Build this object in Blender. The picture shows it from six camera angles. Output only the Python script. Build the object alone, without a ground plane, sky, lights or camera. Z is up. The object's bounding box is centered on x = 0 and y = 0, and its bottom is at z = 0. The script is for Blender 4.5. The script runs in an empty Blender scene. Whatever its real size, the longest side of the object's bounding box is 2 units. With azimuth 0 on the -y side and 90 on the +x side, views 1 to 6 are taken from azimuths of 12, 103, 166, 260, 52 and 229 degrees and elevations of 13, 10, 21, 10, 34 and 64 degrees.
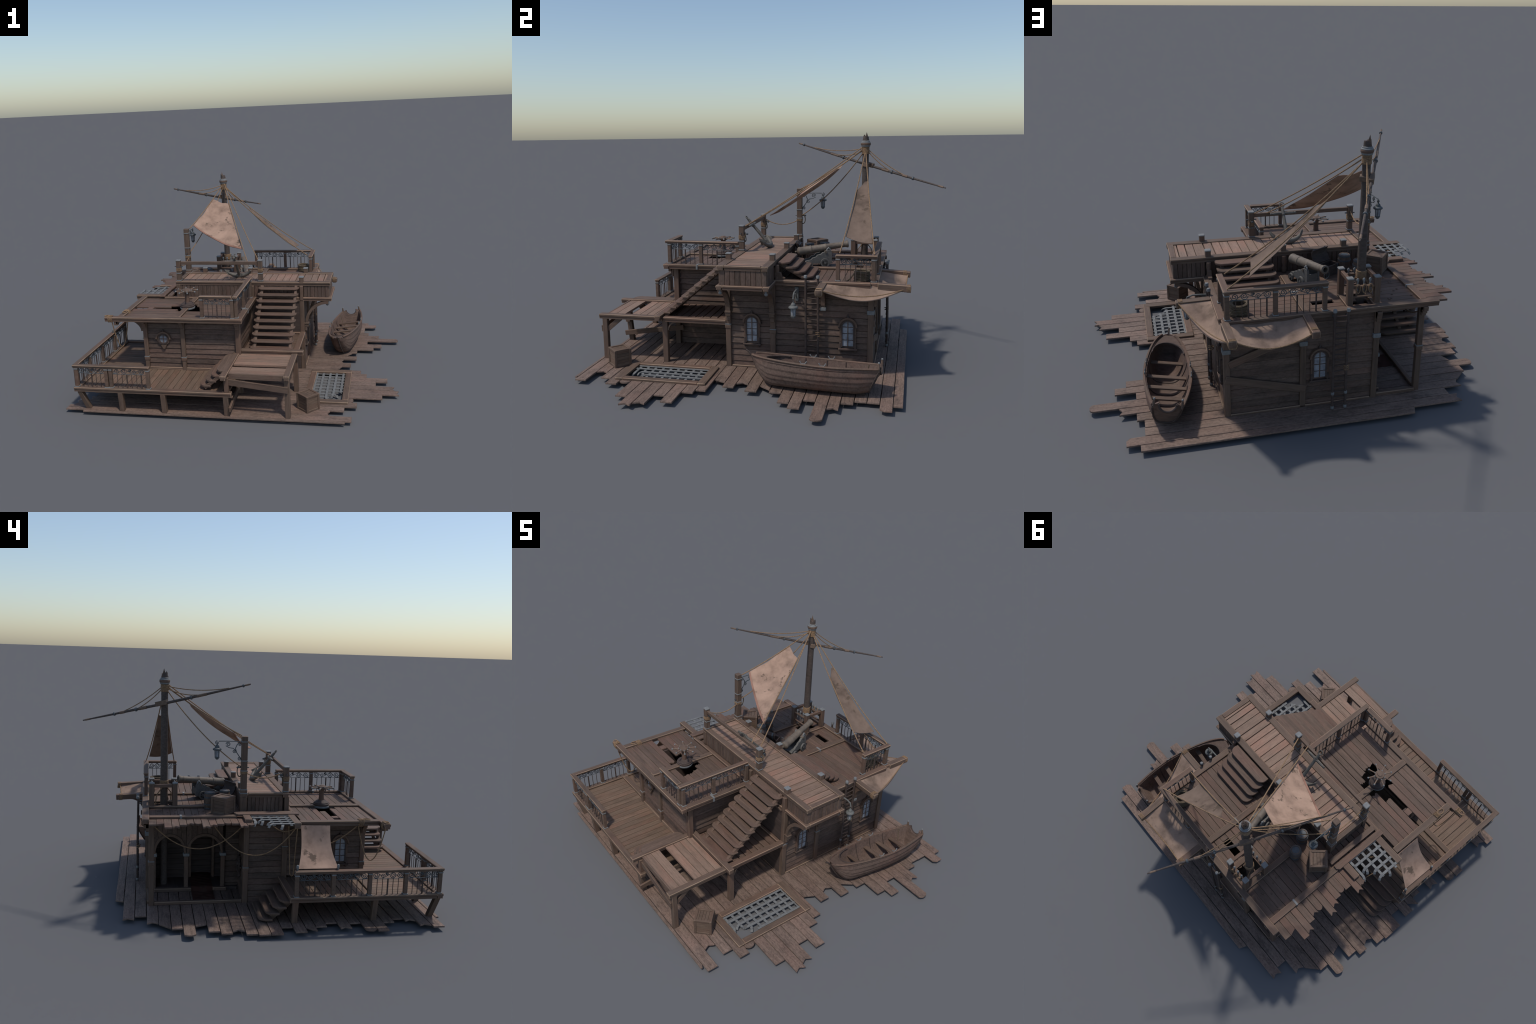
import bpy, math, random
from mathutils import Vector as V, Matrix as M, noise

rnd = random.Random(7)

# ------------------------------------------------------------------ materials
def nodes_of(name):
    m = bpy.data.materials.new(name)
    m.use_nodes = True
    nt = m.node_tree
    return m, nt, nt.nodes["Principled BSDF"]

def ramp(nt, fac, stops):
    r = nt.nodes.new("ShaderNodeValToRGB")
    e = r.color_ramp.elements
    e[0].position, e[0].color = stops[0][0], (*stops[0][1], 1)
    e[1].position, e[1].color = stops[-1][0], (*stops[-1][1], 1)
    for p, c in stops[1:-1]:
        n = e.new(p); n.color = (*c, 1)
    nt.links.new(fac, r.inputs["Fac"])
    return r.outputs["Color"]

def tex_noise(nt, vec, scale, detail=4, rough=.6, dist=0.):
    n = nt.nodes.new("ShaderNodeTexNoise")
    n.inputs["Scale"].default_value = scale
    n.inputs["Detail"].default_value = detail
    n.inputs["Roughness"].default_value = rough
    n.inputs["Distortion"].default_value = dist
    if vec is not None: nt.links.new(vec, n.inputs["Vector"])
    return n.outputs["Fac"]

def math_n(nt, op, a, b=None, c=None):
    n = nt.nodes.new("ShaderNodeMath"); n.operation = op
    for i, v in enumerate((a, b, c)):
        if v is None: continue
        if isinstance(v, (int, float)): n.inputs[i].default_value = v
        else: nt.links.new(v, n.inputs[i])
    return n.outputs[0]

def mixc(nt, fac, a, b, mode="MIX"):
    n = nt.nodes.new("ShaderNodeMix"); n.data_type = "RGBA"; n.blend_type = mode
    for s, v in ((n.inputs[0], fac), (n.inputs[6], a), (n.inputs[7], b)):
        if isinstance(v, (int, float)): s.default_value = v
        elif isinstance(v, tuple): s.default_value = (*v, 1)
        else: nt.links.new(v, s)
    return n.outputs[2]

def obj_vec(nt, scale=(1, 1, 1), spread=20.):
    tc = nt.nodes.new("ShaderNodeTexCoord")
    oi = nt.nodes.new("ShaderNodeObjectInfo")
    mp = nt.nodes.new("ShaderNodeMapping")
    mp.inputs["Scale"].default_value = scale
    cb = nt.nodes.new("ShaderNodeCombineXYZ")
    for i in range(3):
        nt.links.new(math_n(nt, "MULTIPLY", oi.outputs["Random"], spread * (1 + .37 * i)), cb.inputs[i])
    nt.links.new(tc.outputs["Object"], mp.inputs["Vector"])
    nt.links.new(cb.outputs[0], mp.inputs["Location"])
    return mp.outputs[0], oi.outputs["Random"]

def bump(nt, bs, h, strength, dist=.002):
    b = nt.nodes.new("ShaderNodeBump")
    b.inputs["Strength"].default_value = strength
    b.inputs["Distance"].default_value = dist
    nt.links.new(h, b.inputs["Height"])
    nt.links.new(b.outputs[0], bs.inputs["Normal"])

def wood(name, base, stain=.5, vary=.25, pink=.25, gs=1., contrast=1., speck=.0):
    """weathered timber, grain along the local X axis of each piece"""
    m, nt, bs = nodes_of(name)
    vg, rn = obj_vec(nt, (7 * gs, 95 * gs, 95 * gs))
    vb, _ = obj_vec(nt, (9, 22, 22), 11.)
    vc, _ = obj_vec(nt, (4, 7, 7), 31.)
    grain = tex_noise(nt, vg, 1., 5, .65, .6)
    blot = tex_noise(nt, vb, 1., 5, .7)
    hue = tex_noise(nt, vc, 1., 2, .5)
    k = .5 * contrast
    lo = tuple(c * (1 - .75 * k) for c in base); hi = tuple(min(1, c * (1 + .75 * k)) for c in base)
    col = ramp(nt, grain, [(.28, lo), (.5, base), (.74, hi)])
    pk = tuple(a * b for a, b in zip(base, (1.35, .98, .92)))
    col = mixc(nt, math_n(nt, "MULTIPLY", ramp(nt, hue, [(.45, (0, 0, 0)), (.68, (1, 1, 1))]), pink), col, pk)
    dk = tuple(a * b for a, b in zip(base, (.36, .36, .36)))
    sm = ramp(nt, blot, [(.52, (0, 0, 0)), (.72, (1, 1, 1))])
    col = mixc(nt, math_n(nt, "MULTIPLY", sm, stain), col, dk)
    pale = tuple(min(1, c * 1.55) for c in base)
    pm = ramp(nt, blot, [(.26, (1, 1, 1)), (.42, (0, 0, 0))])
    col = mixc(nt, math_n(nt, "MULTIPLY", pm, stain * .55), col, pale)
    if speck:
        vs_, _ = obj_vec(nt, (60, 130, 130), 17.)
        sp = tex_noise(nt, vs_, 1., 4, .75)
        col = mixc(nt, math_n(nt, "MULTIPLY", ramp(nt, sp, [(.5, (0, 0, 0)), (.66, (1, 1, 1))]), speck), col, dk)
        col = mixc(nt, math_n(nt, "MULTIPLY", ramp(nt, sp, [(.34, (1, 1, 1)), (.46, (0, 0, 0))]), speck * .6), col, pale)
    br = math_n(nt, "MULTIPLY_ADD", rn, vary * 2, 1 - vary)
    cbr = nt.nodes.new("ShaderNodeCombineColor")
    for i in range(3): nt.links.new(br, cbr.inputs[i])
    col = mixc(nt, 1., col, cbr.outputs[0], "MULTIPLY")
    nt.links.new(col, bs.inputs["Base Color"])
    bs.inputs["Roughness"].default_value = .72
    bs.inputs["Specular IOR Level"].default_value = .3
    bump(nt, bs, grain, .35, .0015)
    return m

def metal(name, base, rough=.5, metallic=.3, dirt=.4, scale=60):
    m, nt, bs = nodes_of(name)
    v, rn = obj_vec(nt, (1, 1, 1), 5.)
    n = tex_noise(nt, v, scale, 5, .7)
    lo = tuple(c * (1 - dirt) for c in base); hi = tuple(min(1, c * (1 + dirt * .6)) for c in base)
    nt.links.new(ramp(nt, n, [(.3, lo), (.55, base), (.75, hi)]), bs.inputs["Base Color"])
    bs.inputs["Metallic"].default_value = metallic
    bs.inputs["Roughness"].default_value = rough
    bump(nt, bs, n, .2, .0008)
    return m

def rope_mat(name, base):
    m, nt, bs = nodes_of(name)
    v, _ = obj_vec(nt)
    n = tex_noise(nt, v, 160, 3, .6)
    nt.links.new(ramp(nt, n, [(.3, tuple(c * .6 for c in base)), (.7, tuple(c * 1.3 for c in base))]), bs.inputs["Base Color"])
    bs.inputs["Roughness"].default_value = .9
    bump(nt, bs, n, .5, .001)
    return m

def canvas(name, base, spots=1.):
    m, nt, bs = nodes_of(name)
    v, _ = obj_vec(nt, (1, 1, 1), 3.)
    a = tex_noise(nt, v, 9, 5, .65)
    b = tex_noise(nt, v, 13, 4, .6)
    w = tex_noise(nt, v, 260, 2, .5)
    col = ramp(nt, a, [(.3, tuple(c * .6 for c in base)), (.5, base), (.7, tuple(min(1, c * 1.22) for c in base))])
    sp = ramp(nt, b, [(.585, (0, 0, 0)), (.635, (1, 1, 1))])
    col = mixc(nt, math_n(nt, "MULTIPLY", sp, .8 * spots), col, (.11, .08, .058))
    nt.links.new(col, bs.inputs["Base Color"])
    bs.inputs["Roughness"].default_value = .9
    bs.inputs["Specular IOR Level"].default_value = .15
    bump(nt, bs, w, .15, .0006)
    tr = nt.nodes.new("ShaderNodeBsdfTranslucent")
    nt.links.new(col, tr.inputs["Color"])
    mx = nt.nodes.new("ShaderNodeMixShader"); mx.inputs[0].default_value = .12
    nt.links.new(bs.outputs[0], mx.inputs[1]); nt.links.new(tr.outputs[0], mx.inputs[2])
    nt.links.new(mx.outputs[0], nt.nodes["Material Output"].inputs["Surface"])
    return m

def glass_mat():
    m, nt, bs = nodes_of("clouded_glass")
    v, _ = obj_vec(nt, (1, 1, 1), 3.)
    n = tex_noise(nt, v, 30, 3)
    nt.links.new(ramp(nt, n, [(.35, (.17, .18, .205)), (.65, (.33, .345, .37))]), bs.inputs["Base Color"])
    bs.inputs["Roughness"].default_value = .25
    return m

W_BASE = wood("weathered_dock_wood", (.178, .123, .095), .8, .14, .2, contrast=.95, speck=.6)  # mid brown with dark specks and paler beige flecks
W_DECK = wood("deck_wood", (.126, .083, .061), .4, .12, .4, contrast=.8, speck=.18)
W_LIGHT = wood("sun_bleached_wood", (.24, .158, .113), .35, .12, .5, contrast=.7, speck=.2)
W_LOW = wood("lower_deck_wood", (.160, .107, .074), .4, .12, .4, contrast=.75, speck=.2)
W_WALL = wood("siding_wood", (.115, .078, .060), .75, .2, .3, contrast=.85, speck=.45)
W_BEAM = wood("beam_wood", (.126, .084, .061), .4, .08, .3, contrast=.7, speck=.12)
W_EDGE = wood("worn_edge_wood", (.17, .117, .083), .35, .1, .2, contrast=.8)
W_ARRIS = wood("pale_arris_wood", (.26, .178, .12), .4, .1, .2, contrast=.9)
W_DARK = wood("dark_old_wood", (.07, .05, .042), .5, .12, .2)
W_MAST = wood("mast_wood", (.085, .066, .056), .4, .05, .1)
W_BOAT = wood("boat_wood", (.135, .091, .071), .7, .12, .45, contrast=.8, speck=.3)
W_GREY = wood("grey_weathered_wood", (.125, .118, .108), .35, .05, .1, contrast=.7)
W_CRATE = wood("crate_wood", (.125, .084, .06), .5, .1, .2, contrast=.9, speck=.2)
IRON = metal("wrought_iron", (.08, .089, .095), .6, .1)
STEEL = metal("pale_iron", (.19, .19, .185), .75, .0, .3)
GRATE = metal("grating_iron", (.165, .165, .16), .75, .0, .3, 40)
LAMP = metal("lamp_iron", (.14, .14, .13), .7, .0, .35)
BRONZE = metal("weathered_gunmetal", (.15, .118, .09), .65, .0, .35, 50)
ANCH = metal("anchor_iron", (.13, .115, .095), .65, .1, .4, 50)
ROPE = rope_mat("hemp_rope", (.25, .155, .085))
ROPED = rope_mat("dark_rope", (.12, .088, .055))
SAIL = canvas("sailcloth", (.41, .272, .2))
OLDSAIL = canvas("old_sailcloth", (.205, .146, .112), 1.)
HEM = canvas("sail_hem", (.30, .165, .12), .2)
AWN = canvas("awning_cloth", (.34, .235, .175), .45)
GLASS = glass_mat()
CARPET = canvas("carpet_weave", (.07, .03, .022), .3)

# ------------------------------------------------------------------ geometry
class G:
    def __init__(s): s.v = []; s.f = []; s.m = []
    def add(s, vs, fs, mi=0, mat=None):
        o = len(s.v)
        s.v += [tuple(mat @ V(p)) if mat else tuple(p) for p in vs]
        s.f += [tuple(i + o for i in f) for f in fs]
        s.m += [mi] * len(fs) if isinstance(mi, int) else list(mi)
        return s
    def box(s, a, b, mat=None, c=.0015, mi=0, me=None):
        """chamfered box between corners a and b; chamfer faces use material me"""
        if me is None: me = mi
        lo = [min(x, y) for x, y in zip(a, b)]; hi = [max(x, y) for x, y in zip(a, b)]
        c = min(c, *[(h - l) * .4 for l, h in zip(lo, hi)])
        vs = []; idx = {}
        for ax in range(3):
            for sx in (0, 1):
                for sy in (0, 1):
                    for sz in (0, 1):
                        p = []
                        for k, sg in enumerate((sx, sy, sz)):
                            base = hi[k] if sg else lo[k]
                            if k != ax: base += -c if sg else c
                            p.append(base)
                        idx[(ax, sx, sy, sz)] = len(vs); vs.append(p)
        fs = []; ms = []
        for ax in range(3):
            o = [k for k in range(3) if k != ax]
            for sg in (0, 1):
                q = []
                for (i, j) in ((0, 0), (1, 0), (1, 1), (0, 1)):
                    key = [0, 0, 0]; key[ax] = sg; key[o[0]] = i; key[o[1]] = j
                    q.append(idx[(ax, *key)])
                if (sg == 0) != (ax == 1): q.reverse()
                fs.append(tuple(q)); ms.append(mi)
        for ax in range(3):
            o = [k for k in range(3) if k != ax]
            for i in (0, 1):
                for j in (0, 1):
                    k0 = [0, 0, 0]; k1 = [0, 0, 0]
                    k0[o[0]] = k1[o[0]] = i; k0[o[1]] = k1[o[1]] = j
                    k0[ax] = 0; k1[ax] = 1
                    q = [idx[(o[0], *k0)], idx[(o[0], *k1)], idx[(o[1], *k1)], idx[(o[1], *k0)]]
                    fs.append(tuple(q)); ms.append(me)
        for sx in (0, 1):
            for sy in (0, 1):
                for sz in (0, 1):
                    fs.append(tuple(idx[(a_, sx, sy, sz)] for a_ in range(3))); ms.append(me)
        return s.add(vs, fs, ms, mat)
    def prism(s, out, z0, z1, mat=None, c=.0012, mi=0, me=None):
        """extrude a counter-clockwise XY outline, top edge chamfered"""
        if me is None: me = mi
        n = len(out)
        ctr = V((sum(p[0] for p in out) / n, sum(p[1] for p in out) / n))
        ins = []
        for i in range(n):
            a = V(out[i - 1]); b = V(out[i]); d = V(out[(i + 1) % n])
            e1 = (b - a).normalized() if (b - a).length > 1e-9 else V((1, 0)); e2 = (d - b).normalized() if (d - b).length > 1e-9 else e1
            nn = V((-e1.y - e2.y, e1.x + e2.x))
            nn = nn.normalized() if nn.length > 1e-6 else V((-e1.y, e1.x))
            ins.append(b + nn * c)
        vs = [(p[0], p[1], z0) for p in out] + [(p[0], p[1], z1 - c) for p in out] + [(p[0], p[1], z1) for p in ins]
        fs = [tuple(range(n - 1, -1, -1))]; ms = [mi]
        for i in range(n):
            j = (i + 1) % n
            fs.append((i, j, n + j, n + i)); ms.append(mi)
            fs.append((n + i, n + j, 2 * n + j, 2 * n + i)); ms.append(me)
        fs.append(tuple(range(2 * n, 3 * n))); ms.append(mi)
        return s.add(vs, fs, ms, mat)
    def loft(s, rings, mat=None, mi=0, caps=True, closed=True):
        n = len(rings[0]); vs = [p for r in rings for p in r]; fs = []
        for k in range(len(rings) - 1):
            for i in range(n if closed else n - 1):
                j = (i + 1) % n
                fs.append((k * n + i, k * n + j, (k + 1) * n + j, (k + 1) * n + i))
        if caps:
            fs.append(tuple(range(n - 1, -1, -1))); fs.append(tuple((len(rings) - 1) * n + i for i in range(n)))
        return s.add(vs, fs, mi, mat)
    def lathe(s, prof, n=16, mat=None, mi=0):
        """profile of (radius, height) turned round local Z"""
        rings = [[(r * math.cos(2 * math.pi * i / n), r * math.sin(2 * math.pi * i / n), z) for i in range(n)] for r, z in prof]
        return s.loft(rings, mat, mi)
    def tube(s, pts, r, n=6, mat=None, mi=0, closed=False):
        pts = [V(p) for p in pts]; rings = []
        prev = None; N = len(pts)
        for i, p in enumerate(pts):
            a = pts[i - 1] if (i > 0 or closed) else p; b = pts[(i + 1) % N] if (i < N - 1 or closed) else p
            t = (b - a)
            t = t.normalized() if t.length > 1e-9 else V((1, 0, 0))
            if prev is None:
                u = t.cross(V((0, 0, 1)))
                if u.length < 1e-3: u = t.cross(V((1, 0, 0)))
            else:
                u = prev - t * prev.dot(t)
            u.normalize(); prev = u; w = t.cross(u)
            rr = r(i / (N - 1)) if callable(r) else r
            rings.append([p + (u * math.cos(2 * math.pi * k / n) + w * math.sin(2 * math.pi * k / n)) * rr for k in range(n)])
        if closed: rings.append(rings[0])
        return s.loft(rings, mat, mi, caps=not closed)
    def ball(s, c, r, n=10, mi=0, mat=None):
        prof = [(max(1e-4, r * math.sin(math.pi * k / 8)), -r * math.cos(math.pi * k / 8)) for k in range(9)]
        mm = M.Translation(V(c))
        return s.lathe(prof, n, (mat @ mm) if mat else mm, mi)

ALL = []
def mk(name, g, mats, parent=None, mat=None, smooth=True, angle=40):
    me = bpy.data.meshes.new(name)
    me.from_pydata([tuple(p) for p in g.v], [], g.f)
    if not isinstance(mats, (list, tuple)): mats = [mats]
    for m in mats: me.materials.append(m)
    me.polygons.foreach_set("material_index", [min(i, len(mats) - 1) for i in g.m])
    if smooth:
        me.polygons.foreach_set("use_smooth", [True] * len(me.polygons))
        me.set_sharp_from_angle(angle=math.radians(angle))
    me.update()
    o = bpy.data.objects.new(name, me)
    bpy.context.scene.collection.objects.link(o)
    if mat is not None: o.matrix_world = mat
    if parent is not None: o.parent = parent
    return o

def empty(name, label, category, loc=(0, 0, 0)):
    o = bpy.data.objects.new(name, None)
    o.empty_display_size = .1
    bpy.context.scene.collection.objects.link(o)
    o["label"] = label; o["category"] = category
    return o

def frame(p, d, up=(0, 0, 1)):
    """matrix with local X along d, local Z close to up, at p"""
    x = V(d).normalized(); u = V(up)
    y = u.cross(x)
    if y.length < 1e-4: y = V((0, 1, 0)).cross(x) if abs(x.y) < .9 else V((1, 0, 0)).cross(x)
    y.normalize(); z = x.cross(y)
    return M(((x.x, y.x, z.x, p[0]), (x.y, y.y, z.y, p[1]), (x.z, y.z, z.z, p[2]), (0, 0, 0, 1)))

def beam(parent, p0, p1, w=.035, h=.027, name="beam", mats=None, up=(0, 0, 1), moulded=True, c=.0026):
    """moulded timber; p0,p1 = ends of the centre line of its top face"""
    p0 = V(p0); p1 = V(p1); L = (p1 - p0).length; a = w / 2
    if moulded:
        sec = [(-a + c, 0), (-a, -c), (-a, -h * .42), (-a + .0035, -h * .55), (-a + .0035, -h), (a - .0035, -h), (a - .0035, -h * .55), (a, -h * .42), (a, -c), (a - c, 0)]
    else:
        sec = [(-a + c, 0), (-a, -c), (-a, -h + c), (-a + c, -h), (a - c, -h), (a, -h + c), (a, -c), (a - c, 0)]
    g = G(); n = len(sec); rings = []
    zc = -h / 2
    for x, k in ((0, c), (c, 0), (L - c, 0), (L, c)):
        rings.append([(x, y - math.copysign(k, y), z + (k if z > zc else -k) * -1) for y, z in sec])
    vs = [p for r in rings for p in r]; fs = []; ms = []
    pale_faces = {n - 1: 0, 0: 1, n - 2: 1}
    for k in range(3):
        for i in range(n):
            j = (i + 1) % n
            fs.append((k * n + j, k * n + i, (k + 1) * n + i, (k + 1) * n + j))
            ms.append(1 if (k != 1 or i in (0, n - 2)) else 0)
    fs.append(tuple(range(n))); ms.append(0)
    fs.append(tuple(3 * n + i for i in range(n - 1, -1, -1))); ms.append(0)
    g.add(vs, fs, ms)
    return mk(name, g, mats or [W_BEAM, W_ARRIS], parent, frame(p0, p1 - p0, up))

def bar(parent, p0, p1, w, h, name="bar", mats=None, up=(0, 0, 1), c=.0015):
    """plain chamfered timber centred on the line p0-p1"""
    p0 = V(p0); p1 = V(p1); L = (p1 - p0).length
    g = G().box((0, -w / 2, -h / 2), (L, w / 2, h / 2), c=c, mi=0, me=1)
    return mk(name, g, mats or [W_BEAM, W_EDGE], parent, frame(p0, p1 - p0, up))

def end_shape(kind, w, amp, r):
    """offsets (across, along) of a plank end: sawn, broken, swallow-tail, round or slanted"""
    a = w / 2
    if kind == "flat": return [(-a, 0), (a, 0)]
    if kind == "slantL": return [(-a, -amp), (a, 0)]
    if kind == "slantR": return [(-a, 0), (a, -amp)]
    if kind == "tail": return [(-a, 0), (-a * .25, -amp * .8), (a * .1, -amp), (a * .5, -amp * .5), (a, -amp * .1)]
    if kind == "round": return [(-a, -amp), (-a * .7, -amp * .35), (-a * .2, 0), (a * .4, -amp * .1), (a * .8, -amp * .5), (a, -amp)]
    if kind == "clip": return [(-a, 0), (a * .3, 0), (a, -amp)]
    if kind == "clipL": return [(-a, -amp), (-a * .3, 0), (a, 0)]
    k = r.randint(4, 6)     # broken
    return [(-a + w * i / k, -amp * r.random()) for i in range(k + 1)]

def plank(parent, p0, p1, w, t, e0="flat", e1="flat", amp=.014, name="plank", mats=None, up=(0, 0, 1), c=.0012, seed=None, bow=.0):
    """board whose TOP centre line runs p0 -> p1, ends shaped by e0/e1"""
    p0 = V(p0); p1 = V(p1); L = (p1 - p0).length
    r = random.Random(seed if seed is not None else rnd.random())
    A = end_shape(e0, w, amp, r); B = end_shape(e1, w, amp, r)
    out = [(-o, y) for y, o in reversed(A)] + []
    nseg = max(1, int(L / .12))
    wob = lambda: r.uniform(-.0008, .0008)
    low = [(L * i / nseg, -w / 2 + wob()) for i in range(1, nseg)]
    hig = [(L * i / nseg, w / 2 + wob()) for i in range(nseg - 1, 0, -1)]
    out = [(-o, y) for y, o in reversed(A)] + low + [(L + o, y) for y, o in B] + hig
    g = G().prism(out, -t, 0, c=c, mi=0, me=1)
    return mk(name, g, mats or [W_DECK, W_EDGE], parent, frame(p0, p1 - p0, up))

def fill_boards(parent, a0, a1, c0, c1, z, pitch, along="x", mats=None, t=.01, gap=.0022, skip=None, jit=0., ends=None, name="board"):
    """rows of boards covering [c0,c1] across, running a0..a1 along an axis"""
    n = max(1, round(abs(c1 - c0) / pitch)); p = (c1 - c0) / n
    for i in range(n):
        c = c0 + (i + .5) * p
        runs = [(a0, a1, "flat", "flat")]
        if skip: runs = skip(i, c, a0, a1) or runs
        for s0, s1, e0, e1 in runs:
            dz = rnd.uniform(-jit, jit)
            A, B = ((s0, c, z + dz), (s1, c, z + dz)) if along == "x" else ((c, s0, z + dz), (c, s1, z + dz))
            plank(parent, A, B, abs(p) - gap - rnd.uniform(0, .0012), t, e0, e1, name=name, mats=mats or [W_DECK, W_EDGE])

def tread(parent, ctr, length, depth, t=.011, along="x", front=(0, -1), mats=None):
    """stair tread, front corners rounded; ctr = centre of its top face"""
    L = length; r = depth * .62; out = [(-L / 2, depth / 2)]
    n = 7
    for k in range(n + 1):
        a = math.pi + math.pi / 2 * k / n
        out.append((-L / 2 + r + r * math.cos(a), -depth / 2 + r + r * math.sin(a)))
    for k in range(n + 1):
        a = 1.5 * math.pi + math.pi / 2 * k / n
        out.append((L / 2 - r + r * math.cos(a), -depth / 2 + r + r * math.sin(a)))
    out.append((L / 2, depth / 2))
    g = G().prism(out, -t, 0, c=.002, mi=0, me=1)
    y = V((-front[0], -front[1], 0)); x = V((y.y, -y.x, 0))
    m = M(((x.x, y.x, 0, ctr[0]), (x.y, y.y, 0, ctr[1]), (0, 0, 1, ctr[2]), (0, 0, 0, 1)))
    return mk("tread", g, mats or [W_DECK, W_BEAM], parent, m)

def post(parent, x, y, z0, z1, w=.028, cap=None, band=None, name="post", mats=None, lean=(0, 0)):
    """square post standing on z0, optional metal cap and bands (children)"""
    p0 = V((x + lean[0], y + lean[1], z0)); p1 = V((x, y, z1))
    o = bar(parent, p0, p1, w, w, name, mats, up=(1, 0, 0), c=.002)
    g = G()
    if cap:
        a = w / 2 + .002
        g.box((x - a, y - a, z1 - .004), (x + a, y + a, z1 + cap), c=.003)
    for b in (band or []):
        a = w / 2 + .0022
        g.box((x - a, y - a, b - .003), (x + a, y + a, b + .003), c=.001)
    if g.v: mk("post_cap" if cap else "post_band", g, STEEL, o, matrix_parent(o))
    return o

def matrix_parent(o):
    return o.matrix_basis.inverted()

def spiral(c, r, turns, a0, ud, vd, n=22, flip=1):
    """scroll in the plane ud,vd winding inward"""
    pts = []
    for i in range(n + 1):
        t = i / n; a = a0 + flip * turns * 2 * math.pi * t; rr = r * (1 - .82 * t)
        pts.append(V(c) + V(ud) * rr * math.cos(a) + V(vd) * rr * math.sin(a))
    return pts

def railing(parent, p0, p1, z0, ztop, posts, name="railing", over0=.012, over1=.012):
    """handrail p0->p1 with posts at given fractions, wrought scrolls above and balusters below"""
    p0 = V((*p0, 0)); p1 = V((*p1, 0)); d = (p1 - p0); L = d.length; d.normalize()
    up = V((0, 0, 1))
    rail = beam(parent, p0 - d * over0 + up * ztop, p1 + d * over1 + up * ztop, .03, .016, name, c=.003)
    def sub(nm, g, m): return mk(nm, g, m, rail, rail.matrix_basis.inverted())
    zr = ztop - .016; zs = zr - .036
    gc = G(); gi = G()
    nd = V((-d.y, d.x, 0))
    for s in posts:
        q = p0 + d * (L * s)
        F = frame(q, d)
        gp = G().box((-.010, -.010, z0), (.010, .010, zr), F, .0015, 0, 1)
        sub("railing_post", gp, [W_BEAM, W_EDGE])
        gc.box((-.0135, -.0135, z0), (.0135, .0135, z0 + .005), F, .001)
        gc.box((-.012, -.012, zr - .012), (.012, .012, zr - .005), F, .001)
    sub("post_band", gc, STEEL)
    for a, b in zip(posts[:-1], posts[1:]):
        s0 = L * a + .011; s1 = L * b - .011; w = s1 - s0
        if w < .03: continue
        q0 = p0 + d * s0
        gi.tube([q0 + up * zs, q0 + d * w + up * zs], .0017, 5)
        zc = (zr + zs) / 2; R = .0172
        def at(u, z): return q0 + d * (w * u) + up * z
        for u, flip, a0 in ((.12, 1, math.pi), (.34, -1, 0), (.88, 1, math.pi * .9)):
            gi.tube(spiral(at(u, zc), R, 1.8, a0, d, up, 30, flip), .0021, 5)
        gi.tube(spiral(at(.53, zc + .006), R * .55, 1.3, 0, d, up, 14, 1), .0019, 5)
        gi.tube(spiral(at(.66, zc - .004), R * .7, 1.5, math.pi, d, up, 18, -1), .0019, 5)
        for k in range(5):
            an = k * 2 * math.pi / 5
            gi.ball(at(.55, zc + .007) + (d * math.cos(an) + up * math.sin(an)) * .0035, .0028, 6)
        gi.tube([at(.02, zc - .014), at(.12, zc - .0165), at(.24, zc), at(.34, zc + .0165), at(.45, zc + .004), at(.56, zc - .006), at(.66, zc - .015), at(.76, zc + .005), at(.88, zc + .0165), at(.98, zc + .012)], .0018, 5)
        nb = max(2, round(w / .029))
        for k in range(1, nb):
            q = q0 + d * (w * k / nb); r = .0016 if k % 3 else .0032
            sub("baluster", G().box(q + V((-r, -r, z0)), q + V((r, r, zs)), c=.0005), W_DARK)
    sub("scrollwork", gi, IRON)
    return rail

def siding(parent_name, thing, o, u, nrm, U, z0, z1, pitch=.033, mats=None, holes=None, back=.012):
    """lapped boards on a wall from o along u (length U), outward nrm"""
    o = V((o[0], o[1], 0)); u = V((*u, 0)); nr = V((*nrm, 0))
    F = M(((u.x, nr.x, 0, o.x), (u.y, nr.y, 0, o.y), (0, 0, 1, 0), (0, 0, 0, 1)))
    g = G().box((0, -back, z0), (U, -.004, z1), c=.0005)
    wall = mk(parent_name, g, W_DARK, thing, F)  # backing coloured dark to deepen shadow lines between boards
    n = max(1, round((z1 - z0) / pitch)); h = (z1 - z0) / n
    for i in range(n):
        a = z0 + i * h; b = a + h - .0026
        tb = .0068 + rnd.uniform(-.001, .0014); tt = .0022
        nseg = max(2, int(U / .06)); rings = []
        for k in range(nseg + 1):
            x = .001 + (U - .002) * k / nseg; e = rnd.uniform(-.0009, .0009); f = rnd.uniform(-.0006, .0006)
            rings.append([(x, -.003, a + e), (x, tb - .001 + f, a + e), (x, tb + f, a + .0015 + e), (x, tt + f * .5, b), (x, -.003, b)])
        gb = G(); gb.loft(rings)
        mk("wall_board", gb, mats or W_WALL, wall)
    return wall, F

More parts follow.
